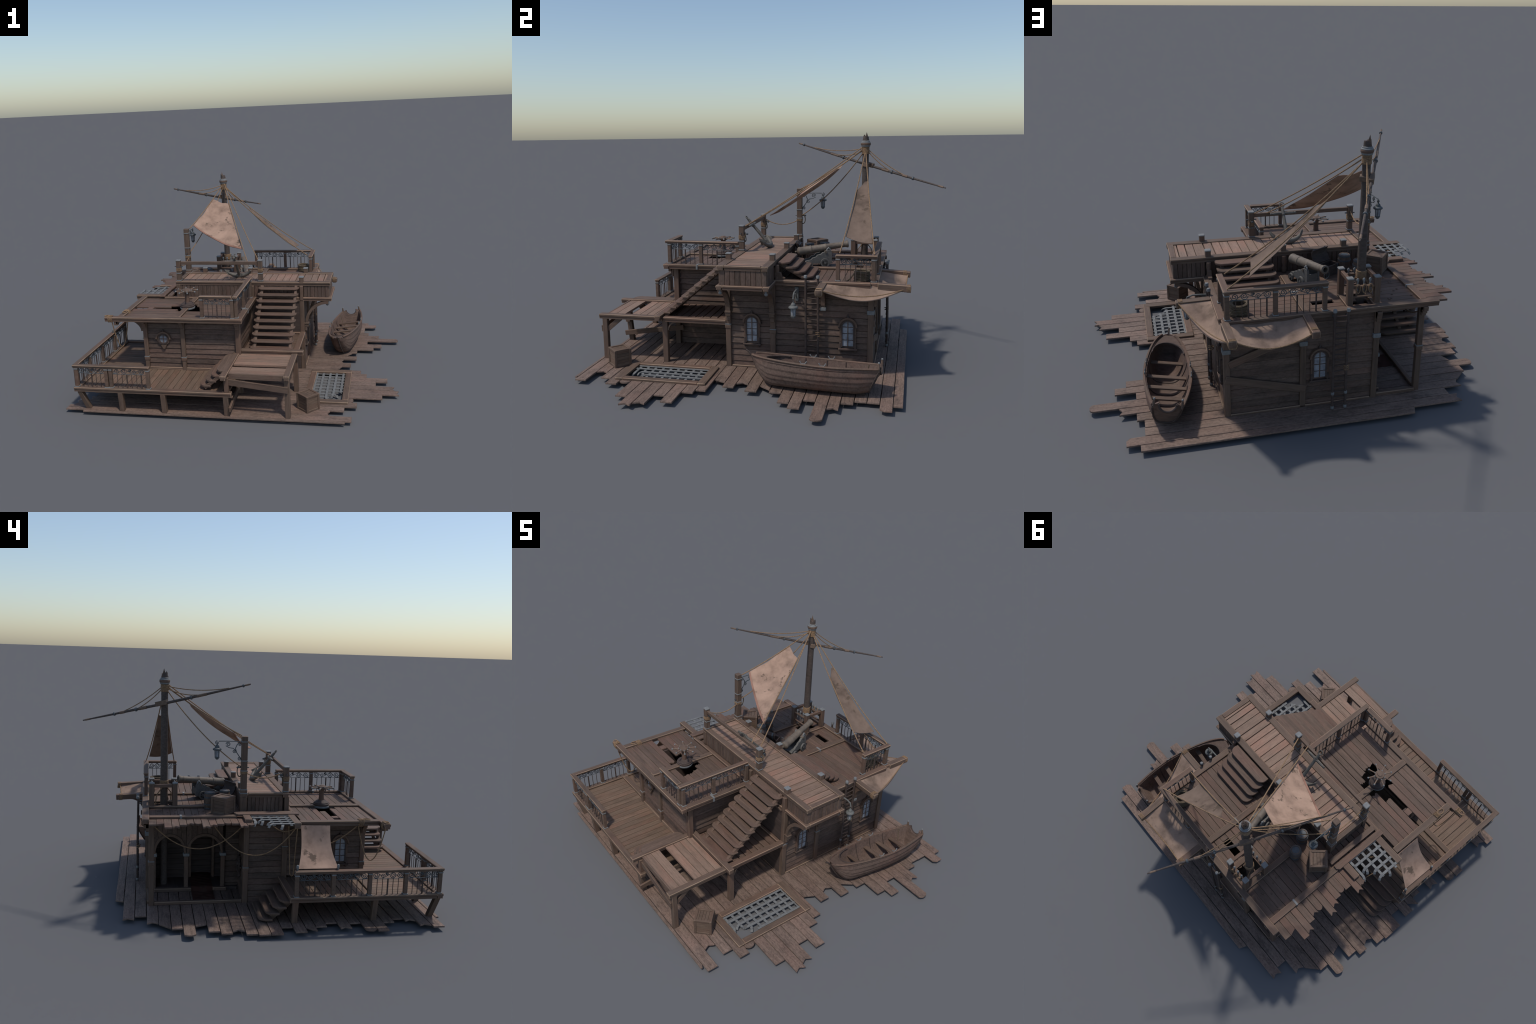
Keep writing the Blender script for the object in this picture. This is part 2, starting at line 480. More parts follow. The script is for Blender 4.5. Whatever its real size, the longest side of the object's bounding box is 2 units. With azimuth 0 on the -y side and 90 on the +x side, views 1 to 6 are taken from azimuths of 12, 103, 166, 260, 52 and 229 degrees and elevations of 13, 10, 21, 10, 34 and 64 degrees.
def arc_brace(parent, p_wall, p_top, thick=.016, w=.024, bulge=1., name="brace"):
    """curved timber bracket: quarter arc from a post face (low) to the beam above (far)"""
    a = V(p_wall); b = V(p_top); hd = V((b.x - a.x, b.y - a.y, 0)); R = hd.length; H = b.z - a.z; hd.normalize()
    side = V((-hd.y, hd.x, 0)); rings = []
    for k in range(11):
        t = math.pi / 2 * k / 10
        x = R * (1 - math.cos(t)); z = H * math.sin(t)
        nx, nz = math.cos(t), -math.sin(t)
        p = a + hd * x + V((0, 0, z)); nn = hd * nx + V((0, 0, nz))
        rings.append([p + side * (w / 2), p - side * (w / 2), p - side * (w / 2) + nn * thick, p + side * (w / 2) + nn * thick])
    g = G().loft(rings)
    o = mk(name, g, W_BEAM, parent); return o

def spandrel(parent, p_wall, p_top, w=.022, name="brace"):
    """solid knee: filled between a post, the beam above and a quarter arc"""
    a = V(p_wall); b = V(p_top); hd = V((b.x - a.x, b.y - a.y, 0)); Rr = hd.length; H = b.z - a.z; hd.normalize()
    side = V((-hd.y, hd.x, 0)); out = [(0, H), (0, 0), (.012, 0)]
    for k in range(1, 11):
        t = math.pi / 2 * k / 10; out.append((.012 + (Rr - .012) * (1 - math.cos(t)), (H - .008) * math.sin(t)))
    out.append((Rr, H))
    m = M(((hd.x, 0, side.x, a.x - side.x * w / 2), (hd.y, 0, side.y, a.y - side.y * w / 2), (0, 1, 0, a.z), (0, 0, 0, 1)))
    return mk(name, G().prism(out, 0, w, m, .0015), W_BEAM, parent)

def rope(parent, pts, r=.0032, name="rope", mat=None, n=6):
    return mk(name, G().tube(pts, r, n), mat or ROPE, parent)

def sag(a, b, s, n=20):
    a = V(a); b = V(b)
    return [a.lerp(b, i / n) + V((0, 0, -4 * s * (i / n) * (1 - i / n))) for i in range(n + 1)]

def lashing(parent, p, d, r, turns=4, pitch=.006, side=(0, 0, 1), rr=.0021, sq=1.):
    """rope wound round a timber of half-width r along direction d"""
    F = frame(p, d, side); pts = []
    N = turns * 14
    for i in range(N + 1):
        a = 2 * math.pi * i / 14
        c, s = math.cos(a), math.sin(a); k = 1 / max(abs(c), abs(s)) ** .85
        pts.append(F @ V((pitch * i / 14 - pitch * turns / 2, r * c * k, r * s * k * sq)))
    return mk("lashing", G().tube(pts, rr, 5), ROPE, parent)

def cloth(parent, name, fn, nu=24, nv=24, mat=None, t=.0022):
    g = G(); P = [[V(fn(i / nu, j / nv)) for j in range(nv + 1)] for i in range(nu + 1)]
    top = []; bot = []
    for i in range(nu + 1):
        for j in range(nv + 1):
            du = P[min(i + 1, nu)][j] - P[max(i - 1, 0)][j]; dv = P[i][min(j + 1, nv)] - P[i][max(j - 1, 0)]
            n = du.cross(dv); n = n.normalized() if n.length > 1e-9 else V((0, 0, 1))
            top.append(P[i][j] + n * t / 2); bot.append(P[i][j] - n * t / 2)
    W = nv + 1; n = len(top); fs = []
    for i in range(nu):
        for j in range(nv):
            q = (i * W + j, (i + 1) * W + j, (i + 1) * W + j + 1, i * W + j + 1)
            fs.append(q); fs.append(tuple(n + k for k in reversed(q)))
    rim = [i * W for i in range(nu)] + [nu * W + j for j in range(nv)] + [i * W + nv for i in range(nu, 0, -1)] + [j for j in range(nv, 0, -1)]
    for k in range(len(rim)):
        a, b = rim[k], rim[(k + 1) % len(rim)]
        fs.append((b, a, n + a, n + b))
    g.add(top + bot, fs)
    return mk(name, g, mat or SAIL, parent, angle=60)

# ================================================================== the thing
T = empty("harbour_shack", "derelict pirate harbour shack of weathered planks with mast", "wooden building")

ZB = .026      # dock floor
ZL = .173      # lower deck frame top
ZM = .287      # landing frame top
ZU = .521      # upper deck frame top
ZK = .622      # bridge frame top

# ---------------------------------------------------------------- dock floor
g = G()
for x in (-.62, -.3, .0, .3, .43, .58):
    y0, y1 = (-.9, .74)
    if x > .44:
        g.box((x - .015, -.19, .009), (x + .015, y1 - .04, .017), c=.001)
    else: g.box((x - .015, y0, .009), (x + .015, y1 if x > -.6 else .6, .017), c=.001)
dock = mk("dock_floor", g, W_DARK, T)
# rows from north to south: (north edge, east end, east shape, west end, west shape)
ROWS = [(.767, .773, "flat", -.500, "slantR"), (.720, .833, "clipL", -.752, "tail"), (.659, .750, "flat", -.713, "flat"),
        (.598, .748, "flat", -.812, "tail"), (.538, .781, "flat", -.880, "slantA"), (.476, .861, "tail", -.890, "flat"),
        (.419, .996, "round", -.975, "round"), (.357, .778, "flat", -.866, "slantB"), (.297, .879, "flat", -.938, "flat"),
        (.237, .824, "flat", -.970, "flat"), (.178, .711, "flat", -.946, "tail"), (.115, .680, "slantE", -.988, "flat"),
        (.054, .713, "flat", -1.0, "flat"), (-.009, .628, "tail", -.998, "flat"), (-.072, .680, "flat", -.919, "flat"),
        (-.133, .623, "slantF", -.980, "flat"), (-.196, .752, "flat", -.975, "slantC"), (-.250, .790, "flat", -.926, "flat"),
        (-.310, .921, "flat", -.886, "flat"), (-.372, .850, "flat", -.959, "tail"), (-.433, .964, "tail", -.900, "flat"),
        (-.495, .990, "tail", -.997, "round"), (-.556, .891, "flat", -1.0, "flat"), (-.617, .724, "round", -.902, "flat"),
        (-.678, .747, "flat", -.866, "flat"), (-.740, .677, "flat", -.896, "tail"), (-.798, .600, "tail", -.957, "tail"),
        (-.860, .725, "flat", -.981, "flat"), (-.922, .690, "clip", -.862, "flat"), (-.942, 0, 0, 0, 0)]
SH = {"slantA": ("slantR", .06), "slantB": ("slantL", .02), "slantC": ("slantR", .045), "slantE": ("slantR", .045), "slantF": ("slantR", .03)}
for i in range(len(ROWS) - 1):
    n, E, es, W, ws = ROWS[i]; s = ROWS[i + 1][0]
    c = (n + s) / 2; w = n - s - .0035
    ea, wa = .016, .014
    if es in SH: es, ea = SH[es]
    if ws in SH: ws, wa = SH[ws]
    # local X runs west -> east; +local Y is north
    if es == "slantR": es = "slantL"          # north side longer
    elif es == "slantL": es = "slantR"
    if i == 11: es = "slantL"
    if i == 15: es = "slantL"
    pieces = [(W, E, ws, es)]
    if -.668 < c < -.262: pieces = [(W, .470, ws, "flat"), (.655, E, "flat", es)]
    for a, b, e0, e1 in pieces:
        r = random.Random(i * 13 + 5)
        plank(dock, (a, c, ZB + r.uniform(-.0006, .0006)), (b, c, ZB), w, .008, e0, e1, amp=max(ea, wa), mats=[W_BASE, W_BASE], seed=i)

# ---------------------------------------------------------------- iron gratings
def grating(name, thing, ybars, xbars, z, w=.0145, t=.0042):
    """riveted lattice of flat iron bars; each bar = (position, start, end, curl at start, curl at end)"""
    g = G(); a = w / 2
    def flat(p0, p1):
        d = p1 - p0
        g.box((0, -a, -t / 2), (d.length, a, t / 2), frame(p0, d), .0006)
    def run(at, s0, s1, c0, c1, zz):
        e = 1 if s1 > s0 else -1
        flat(at(s0, zz, 0), at(s1, zz, 0))
        for s_, c, k in ((s0, c0, -e), (s1, c1, e)):
            if not c: continue
            p = at(s_ - k * .002, zz, 0); q = at(s_ + k * .014, zz - .006, c * .005); r = at(s_ + k * .022, zz - .018, c * .012)
            flat(p, q); flat(q, r)
    for x, y0, y1, c0, c1 in ybars: run(lambda s_, z_, o: V((x + o, s_, z_)), y0, y1, c0, c1, z)
    for y, x0, x1, c0, c1 in xbars: run(lambda s_, z_, o: V((s_, y + o, z_)), x0, x1, c0, c1, z - t - .0003)
    for x, y0, y1, *_ in ybars:
        for y, x0, x1, *_ in xbars:
            if min(y0, y1) <= y <= max(y0, y1) and min(x0, x1) <= x <= max(x0, x1): g.ball((x, y, z + t / 2 - .0005), .0028, 7)
    return mk(name, g, GRATE, thing)

YS = [-.653 + .0435 * k for k in range(10)]
gr = grating("iron_grating", T,
             [(.473, -.666, -.25, 0, 0), (.514, -.666, -.25, 0, 0), (.558, -.616, -.25, 1, 0), (.599, -.573, -.25, -1, 0), (.642, -.548, -.25, 0, 0)],
             [(YS[0], .468, .566, 0, -1), (YS[1], .468, .563, 0, 1), (YS[2], .468, .604, 0, -1)] + [(y, .468, .655, 0, 0) for y in YS[3:]], .026)
fz = .038
for a, b in (((.433, -.2405), (.695, -.2405)), ((.433, -.6885), (.695, -.6885))):
    beam(gr, (*a, fz), (*b, fz), .041, .016, "grating_frame", moulded=False)
for x in (.451, .676): beam(gr, (x, -.668, fz), (x, -.261, fz), .037, .0155, "grating_frame", moulded=False)

# ---------------------------------------------------------------- lower deck (south-west)
low = beam(T, (-.908, -.920, ZL), (.052, -.920, ZL), .036, .027, "lower_deck")
def under(parent, obj):
    mw = obj.matrix_world.copy(); obj.parent = parent; obj.matrix_basis = parent.matrix_basis.inverted() @ obj.matrix_basis
def lowbeam(a, b, w=.035, h=.027):
    o = beam(None, a, b, w, h); under(low, o); return o
def collect(parent, fn):
    before = set(bpy.data.objects)
    fn()
    for o in set(bpy.data.objects) - before:
        if o.parent is None: under(parent, o)
lowbeam((-.892, -.902, ZL), (-.892, -.117, ZL))
lowbeam((-.874, -.134, ZL), (-.560, -.134, ZL))
lowbeam((-.874, -.572, ZL), (-.556, -.572, ZL), .034)
lowbeam((-.57, -.595, ZL - .003), (.03, -.595, ZL - .003), .02, .02)
def f():
    fill_boards(None, -.902, -.590, -.874, .03, ZL - .010, .037, "y", [W_LOW, W_EDGE])
    fill_boards(None, -.874, -.555, -.554, -.152, ZL - .010, .037, "x", [W_LOW, W_EDGE])
    # support posts
    bar(None, (-.838, -.893, ZB - .004), (-.876, -.918, ZL - .026), .028, .028, "support_post", up=(1, 0, 0))
    for x in (-.62, -.358, .017): bar(None, (x, -.908, ZB - .004), (x, -.92, ZL - .026), .029, .029, "support_post", up=(1, 0, 0))
    for y in (-.149, -.572): bar(None, (-.861, y, ZB - .004), (-.885, y, ZL - .026), .028, .028, "support_post", up=(0, 1, 0))
    bar(None, (-.57, -.149, ZB), (-.57, -.149, ZL - .026), .028, .028, "support_post", up=(0, 1, 0))
collect(low, f)

# railings of lower deck
railing(T, (-.893, -.918), (-.893, -.149), ZL, .311, [0.004, .248, .5, .752, 1.], over0=.0, over1=.012)
railing(T, (-.893, -.918), (-.443, -.918), ZL, .3105, [.012, .43, .49, 1.], over0=.016, over1=.012)

# steps from dock floor to lower deck (north-west)
def steps_w():
    for i in range(4):
        z = .047 + i * .031; y = -.002 - i * .036
        tread(None, (-.735, y, z), .262, .070, .010, front=(0, 1))
    for x in (-.815, -.64):
        bar(None, (x, -.02, .022), (x, -.13, .118), .02, .026, "stringer", up=(0, 0, 1))
st = bar(T, (-.735, -.12, .135), (-.735, -.012, .045), .02, .012, "staircase")
collect(st, steps_w)

# ---------------------------------------------------------------- landing
land = beam(T, (.372, -.938, ZM), (.372, -.560, ZM), .035, .027, "landing")
def f():
    beam(None, (.016, -.966, ZM), (.016, -.590, ZM), .036, .027)
    beam(None, (.012, -.573, .302), (.425, -.573, .302), .034, .028)
    beam(None, (.374, -.555, ZM), (.374, -.190, ZM), .035, .027)
    beam(None, (.05, -.205, ZM), (.357, -.205, ZM), .02, .02)
    for y in (-.882, -.829): plank(None, (.034, y, ZM - .008), (.354, y, ZM - .008), .052, .012, mats=[W_LIGHT, W_EDGE], name="board")
    for y, w in ((-.738, .046), (-.693, .04), (-.651, .04), (-.610, .038)): plank(None, (.034, y, ZM - .009), (.354, y, ZM - .009), w, .012, mats=[W_LIGHT, W_EDGE], name="board")
    fill_boards(None, .045, .357, -.555, -.215, ZM - .010, .042, "x", [W_DECK, W_EDGE], gap=.006)
    # fascia and the board that has come loose
    plank(None, (.036, -.910, .266), (.362, -.910, .262), .034, .010, mats=[W_DECK, W_EDGE], up=(0, -1, 0), name="board")
    plank(None, (.03, -.918, .232), (.378, -.930, .199), .036, .010, mats=[W_DECK, W_EDGE], up=(0, -1, 0), name="board")
    bar(None, (.042, -.942, .074), (.042, -.56, .128), .012, .030, "brace")
    for y in (-.905, -.545): post(None, .371, y, .012, ZM - .026, .029, name="support_post")
    post(None, .024, -.915, ZL, ZM - .026, .026, name="support_post")
    # cross rails below
    bar(None, (.371, -.895, .195), (.371, -.815, .262), .014, .026, "brace")
    arc_brace(None, (.371, -.53, .21), (.371, -.48, .262), .008, .02)
collect(land, f)
# little steps from lower deck up to landing
st = bar(T, (-.11, -.85, .178), (.0, -.85, .262), .018, .012, "staircase")
def f():
    for i in range(4):
        tread(None, (-.112 + i * .0345, -.760, .197 + i * .031), .265, .070, .011, front=(-1, 0))
    bar(None, (-.125, -.655, .18), (.0, -.655, .272), .018, .02, "stringer")
    bar(None, (-.115, -.88, .178), (.005, -.88, .272), .018, .02, "stringer")
collect(st, f)

# ---------------------------------------------------------------- walls
# main block
siding("siding_wall", T, (.371, -.165), (0, 1), (1, 0), .222, ZB, .494)
siding("siding_wall", T, (.371, .083), (0, 1), (1, 0), .491, ZB, .494)
siding("siding_wall", T, (.359, .587), (-1, 0), (0, 1), .328, ZB, .494)
siding("siding_wall", T, (.004, .587), (-1, 0), (0, 1), .328, ZB, .494)
siding("siding_wall", T, (.020, -.178), (1, 0), (0, -1), .34, ZM, .494)
siding("siding_wall", T, (.020, -.178), (1, 0), (0, -1), .34, ZB, ZM - .03)
# south block
siding("siding_wall", T, (-.549, -.586), (1, 0), (0, -1), .216, ZL, .494)
siding("siding_wall", T, (-.307, -.586), (1, 0), (0, -1), .325, ZL, .494)
siding("siding_wall", T, (.012, -.582), (0, 1), (1, 0), .40, ZB, .494)
siding("siding_wall", T, (-.563, -.164), (0, -1), (-1, 0), .422, ZL, .494)
siding("siding_wall", T, (-.563, .051), (0, -1), (-1, 0), .187, ZB, .494)
siding("siding_wall", T, (-.56, -.150), (0, -1), (-1, 0), .43, ZB, ZL - .03)
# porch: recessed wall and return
siding("siding_wall", T, (-.336, .150), (0, -1), (-1, 0), .085, ZB, .494)
siding("siding_wall", T, (-.285, .068), (-1, 0), (0, 1), .268, ZB, .494)
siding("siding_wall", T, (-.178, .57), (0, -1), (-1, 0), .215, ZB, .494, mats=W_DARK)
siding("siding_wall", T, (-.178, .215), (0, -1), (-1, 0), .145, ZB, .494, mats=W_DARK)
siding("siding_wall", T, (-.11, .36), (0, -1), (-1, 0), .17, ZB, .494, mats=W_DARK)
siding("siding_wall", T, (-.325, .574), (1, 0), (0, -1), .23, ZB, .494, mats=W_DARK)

def cap_post(x, y, z0, z1, zc, n, metal_block=False, w=.028):
    """corner or wall post with a capital part-way up on its outer side"""
    o = post(T, x, y, z0, z1, w)
    a = w / 2 + .003; g = G()
    if metal_block:
        g.box((x - a - .002, y - a - .002, zc - .011), (x + a + .002, y + a + .002, zc + .011), c=.002)
        mk("post_band", g, STEEL, o, o.matrix_basis.inverted())
    else:
        g.box((x - a, y - a, zc), (x + a, y + a, zc + .005), c=.001)
        mk("post_band", g, STEEL, o, o.matrix_basis.inverted())
        g = G().box((x - a, y - a, zc - .02), (x + a, y + a, zc - .001), c=.002, mi=0, me=1)
        mk("capital", g, [W_BEAM, W_EDGE], o, o.matrix_basis.inverted())
    return o
cap_post(.372, -.178, .012, .5, .262, (1, 0)); cap_post(.374, .07, .012, .5, .245, (1, 0))
cap_post(.372, .587, .012, .5, .362, (0, 1), True); cap_post(.017, .589, .012, .5, .362, (0, 1), True)
cap_post(-.337, .589, .012, .5, .362, (0, 1), True)
cap_post(-.567, .574, .012, .5, .27, (0, 1)); cap_post(-.567, .065, .012, .5, .225, (-1, 0))
cap_post(-.562, -.593, ZL - .02, .5, .245, (0, -1), w=.026); cap_post(-.320, -.593, ZL - .02, .5, .245, (0, -1), w=.026)
post(T, .030, -.596, .012, .5, .03); cap_post(-.563, -.150, ZL - .02, .5, .34, (-1, 0))
post(T, .026, -.190, ZB, .5, .024)
# sill strips
for a, b in (((-.549, -.598), (.016, -.598)),): beam(T, (*a, ZL + .006), (*b, ZL + .006), .012, .012, "sill", moulded=False)
beam(T, (-.553, .586, .044), (-.351, .586, .044), .022, .018, "sill", moulded=False)
beam(T, (-.567, .559, .044), (-.567, .08, .044), .022, .018, "sill", moulded=False)
beam(T, (.36, .597, .036), (-.32, .597, .036), .012, .012, "sill", moulded=False)
beam(T, (.381, -.16, .036), (.381, .573, .036), .010, .012, "sill", moulded=False)
# timber diagonals on the north wall
bar(T, (.362, .600, .295), (.015, .600, .420), .012, .034, "brace", up=(0, 0, 1))
bar(T, (.380, .601, .223), (.004, .601, .124), .012, .036, "brace", up=(0, 0, 1))

# ---------------------------------------------------------------- porch arches
def arches():
    x = -.352
    out_g = G()
    # wall above: boards with two pointed-round openings
    yb = [.562, .375, .165]; wy = .026
    for k in range(2):
        ya, yc = yb[k] - .013, yb[k + 1] + .013
        cy = (ya + yc) / 2; r = (ya - yc) / 2; zs = .240; H = .106
        N = 16; inner = []; outer = []
        for i in range(N + 1):
            t = math.pi * i / N
            q = (cy + r * math.cos(t), zs + H * math.sin(t) ** .85)
            inner.append(q); 
            outer.append((cy + (r + .012) * math.cos(t), zs + (H + .016) * math.sin(t) ** .85))
        rings = [[(x - .012, p[0], p[1]), (x - .012, o[0], o[1]), (x + .012, o[0], o[1]), (x + .012, p[0], p[1])] for p, o in zip(inner, outer)]
        a = mk("arch_moulding", G().loft(rings), [W_BEAM], arc_wall)
        # spandrel boards above each arch
        nb = 7
        for b in range(nb):
            y0 = ya + .012 - (ya - yc + .024) * b / nb; y1 = ya + .012 - (ya - yc + .024) * (b + 1) / nb
            zz = []
            for yy in (y0, y1):
                u = max(-1, min(1, (yy - cy) / r)); zz.append(zs + H * math.sin(math.acos(u)) ** .85 + .004)
            vs = [(x - .004, y0, zz[0]), (x - .004, y1, zz[1]), (x - .004, y1 , .494), (x - .004, y0, .494)]
            vs = [(p[0], p[1] + (-.0008 if i in (0, 3) else .0008), p[2]) for i, p in enumerate(vs)]
            vs2 = [(p[0] + .010, p[1], p[2]) for p in vs]
            gg = G().add(vs + vs2, [(0, 1, 2, 3), (7, 6, 5, 4), (0, 4, 5, 1), (1, 5, 6, 2), (2, 6, 7, 3), (3, 7, 4, 0)])
            mk("wall_board", gg, W_WALL, arc_wall)
    for y in (.375, .165, .558):
        g = G().box((x - .012, y - .012, ZB), (x + .012, y + .012, .230), c=.002)
        mk("pillar", g, [W_BEAM], arc_wall)
        g = G().box((x - .018, y - .018, .230), (x + .018, y + .018, .247), c=.002)
        mk("pillar_cap", g, STEEL, arc_wall)
arc_wall = mk("arcade", G().box((-.355, .552, .486), (-.340, .16, .4935), c=.001), W_DARK, T)
arches()
beam(T, (-.372, .556, .046), (-.372, .345, .046), .026, .02, "sill", moulded=False)
beam(T, (-.372, .222, .046), (-.372, .144, .046), .026, .02, "sill", moulded=False)
cloth(T, "carpet", lambda u, v: (-.545 + .44 * u, .345 - .122 * v, .0285 + .0185 * min(1, max(0, (.165 - abs(-.545 + .44 * u + .22)) / .02)) + .0012 * math.sin(60 * u + 9 * v)), 40, 10, CARPET)
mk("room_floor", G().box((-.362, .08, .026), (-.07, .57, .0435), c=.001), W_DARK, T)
for y in (.205, .343):
    mk("door_jamb", G().box((-.197, y - .008, .044), (-.178, y + .008, .49), c=.002), W_BEAM, T)

# ship's wheel hung on the porch return wall
def ship_wheel():
    c = V((-.42, .082, .20)); g = G()
    g.tube([c + V((.05 * math.cos(a * math.pi / 12), 0, .05 * math.sin(a * math.pi / 12))) for a in range(24)], .006, 6, closed=True)
    for k in range(8):
        a = k * math.pi / 4; e = V((math.cos(a), 0, math.sin(a)))
        g.tube([c, c + e * .05, c + e * .058, c + e * .08], lambda t: .0035 + .002 * (t > .6), 6)
    g.ball(c, .014)
    mk("ship_wheel", g, W_DARK, T)
ship_wheel()

# ---------------------------------------------------------------- upper decks
updeck = beam(T, (-.634, .604, ZU), (.39, .604, ZU), .037, .028, "upper_deck")
def n_skip(i, c, a0, a1):
    W = FR[i % len(FR)] if i < len(FR) else (-.69, "flat")
    if .478 < c < .516: return [(W[0], -.156, W[1], "flat"), (-.048, .37, "flat", "flat")]
    if .515 < c < .552 or .44 < c < .478:
        return [(W[0], -.31, W[1], "flat"), (-.235, .37, "broken", "flat")]
    return [(W[0], .37, W[1], "flat")]
FR = [(-.690, "flat"), (-.690, "slantL"), (-.752, "flat"), (-.745, "tail"), (-.705, "flat"), (-.690, "tail"), (-.688, "round"),
      (-.753, "tail"), (-.724, "tail"), (-.698, "flat"), (-.690, "round"), (-.693, "flat"), (-.752, "tail"), (-.735, "broken"), (-.60, "flat")]
def f():
    fill_boards(None, -.69, .37, .588, .045, .508, .0375, "x", [W_DECK, W_EDGE], .010, .0014, n_skip, .0006)
    beam(None, (.385, .060, ZU), (.385, .586, ZU), .035, .028)
    beam(None, (-.570, .586, ZU), (-.570, .122, ZU), .034, .028)
    beam(None, (.003, .586, ZU), (.003, .155, ZU), .034, .022)
    beam(None, (-.337, .586, ZU), (-.337, .262, ZU), .034, .022)
    beam(None, (-.575, .071, ZU + .006), (-.683, .071, ZU + .006), .038, .030)   # short broken beam
    # loose boards beside the bridge
    plank(None, (-.572, -.217, .531), (-.572, .128, .531), .036, .010, "flat", "clip", mats=[W_DECK, W_EDGE], name="board")
    plank(None, (-.526, -.205, .527), (-.526, .131, .527), .032, .010, "broken", "clipL", mats=[W_DECK, W_EDGE], name="board")
    fill_boards(None, -.60, .36, .045, -.20, .506, .041, "x", [W_DECK, W_EDGE])
collect(updeck, f)
# metal straps
def strap(x, y, along, w=.036):
    a = w / 2 + .0015
    g = G().box((x - (.006 if along == "y" else a), y - (a if along == "y" else .006), ZU - .027), (x + (.006 if along == "y" else a), y + (a if along == "y" else .006), ZU + .0018), c=.001)
    mk("strap", g, STEEL, T)
strap(.003, .375, "x"); strap(-.570, .42, "x"); strap(.052, -.455, "x")
# nail heads on the deck
g = G(); rn = random.Random(3)
for k in range(16): g.lathe([(.006, .508), (.0055, .5105), (.002, .512)], 8, M.Translation((rn.uniform(-.54, -.37), rn.uniform(.27, .56), 0)))
o = mk("nail_heads", g, W_DECK, T); o["kind"] = "stuff"

sdeck = beam(T, (-.797, -.648, ZU), (.072, -.648, ZU), .037, .028, "upper_deck")
def s_skip(i, c, a0, a1):
    if -.442 < c < -.404: return [(-.600, -.562, "flat", "flat"), (-.235, a1, "broken", "flat")]
    if -.480 < c < -.442: return [(a0, -.385, "flat", "broken"), (-.235, a1, "broken", "flat")]
    if -.404 < c < -.366: return [(a0, -.445, "flat", "broken"), (-.255, a1, "broken", "flat")]
    if -.366 < c < -.328: return [(a0, -.372, "flat", "broken"), (-.292, a1, "broken", "flat")]
    if c < -.594: return [(a0, -.02, "flat", "flat"), (.0, a1, "flat", "flat")]
    return None
def f():
    fill_boards(None, -.687, .036, -.632, -.214, .509, .038, "x", [W_DECK, W_EDGE], .010, .0014, s_skip, .0006)
    beam(None, (.052, -.632, ZU), (.052, -.190, ZU), .036, .028)
    beam(None, (-.703, -.631, ZU), (-.703, -.196, ZU), .036, .028)
    beam(None, (-.56, -.203, ZU - .001), (.036, -.203, ZU - .001), .02, .024)
    beam(None, (-.337, -.630, ZU), (-.337, -.215, ZU), .036, .022)
    beam(None, (-.766, -.174, ZU + .005), (-.569, -.174, ZU + .005), .037, .032)
    bar(None, (-.582, -.46, .498), (-.582, -.38, .498), .03, .014, "joist")
collect(sdeck, f)
# grating set in the roof edge
grating("iron_grating", T,
        [(-.587, -.157, .047, 0, 0), (-.629, -.157, .044, 0, 0), (-.672, -.157, .002, 0, -1), (-.715, -.157, -.042, 0, -1), (-.758, -.157, -.040, 0, -1)],
        [(-.138, -.575, -.778, 0, 0), (-.093, -.575, -.768, 0, 1), (-.048, -.575, -.770, 0, 0), (-.004, -.575, -.680, 0, 1), (.038, -.575, -.700, 0, 1)], .520)
# roof brackets
spandrel(T, (-.575, -.594, .415), (-.69, -.594, .494))
spandrel(T, (-.575, -.155, .415), (-.69, -.155, .494))
for x, y, dx, dy in ((-.562, -.61, 0, -.03), (-.320, -.61, 0, -.03), (.030, -.615, 0, -.03), (-.567, .594, 0, .022), (-.337, .61, 0, .01), (.068, -.60, .0, .0)):
    g = G(); 
    for k, (q, z) in enumerate(((.0, .44), (.5, .455), (1., .472))):
        g.box((x - .012, y - .008 if dy else y - .01, z), (x + .012, y + dy * q + (.01 if dy >= 0 else -.0), .494), c=.002)
    if dy: mk("corbel", g, W_BEAM, T)
g = G()
for k in range(4): g.box((-.74 + .014 * k, -.660, .468 + .006 * k), (-.715, -.636, .493), c=.002)
mk("corbel", g, W_BEAM, T)
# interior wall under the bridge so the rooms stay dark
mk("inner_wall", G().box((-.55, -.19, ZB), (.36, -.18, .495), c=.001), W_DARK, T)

# upper railings
railing(T, (.014, -.642), (-.174, -.642), ZU, .6605, [.0, 1.], over0=.0, over1=.012)
railing(T, (.036, -.642), (.036, -.205), ZU, .661, [.02, .47, .985], over0=.016, over1=.0)
railing(T, (.364, .602), (-.078, .602), ZU, .661, [.0, .487, 1.], over0=.0, over1=.014)
railing(T, (.366, .602), (.366, .414), ZU, .6605, [.03, 1.], over0=.016, over1=.012)

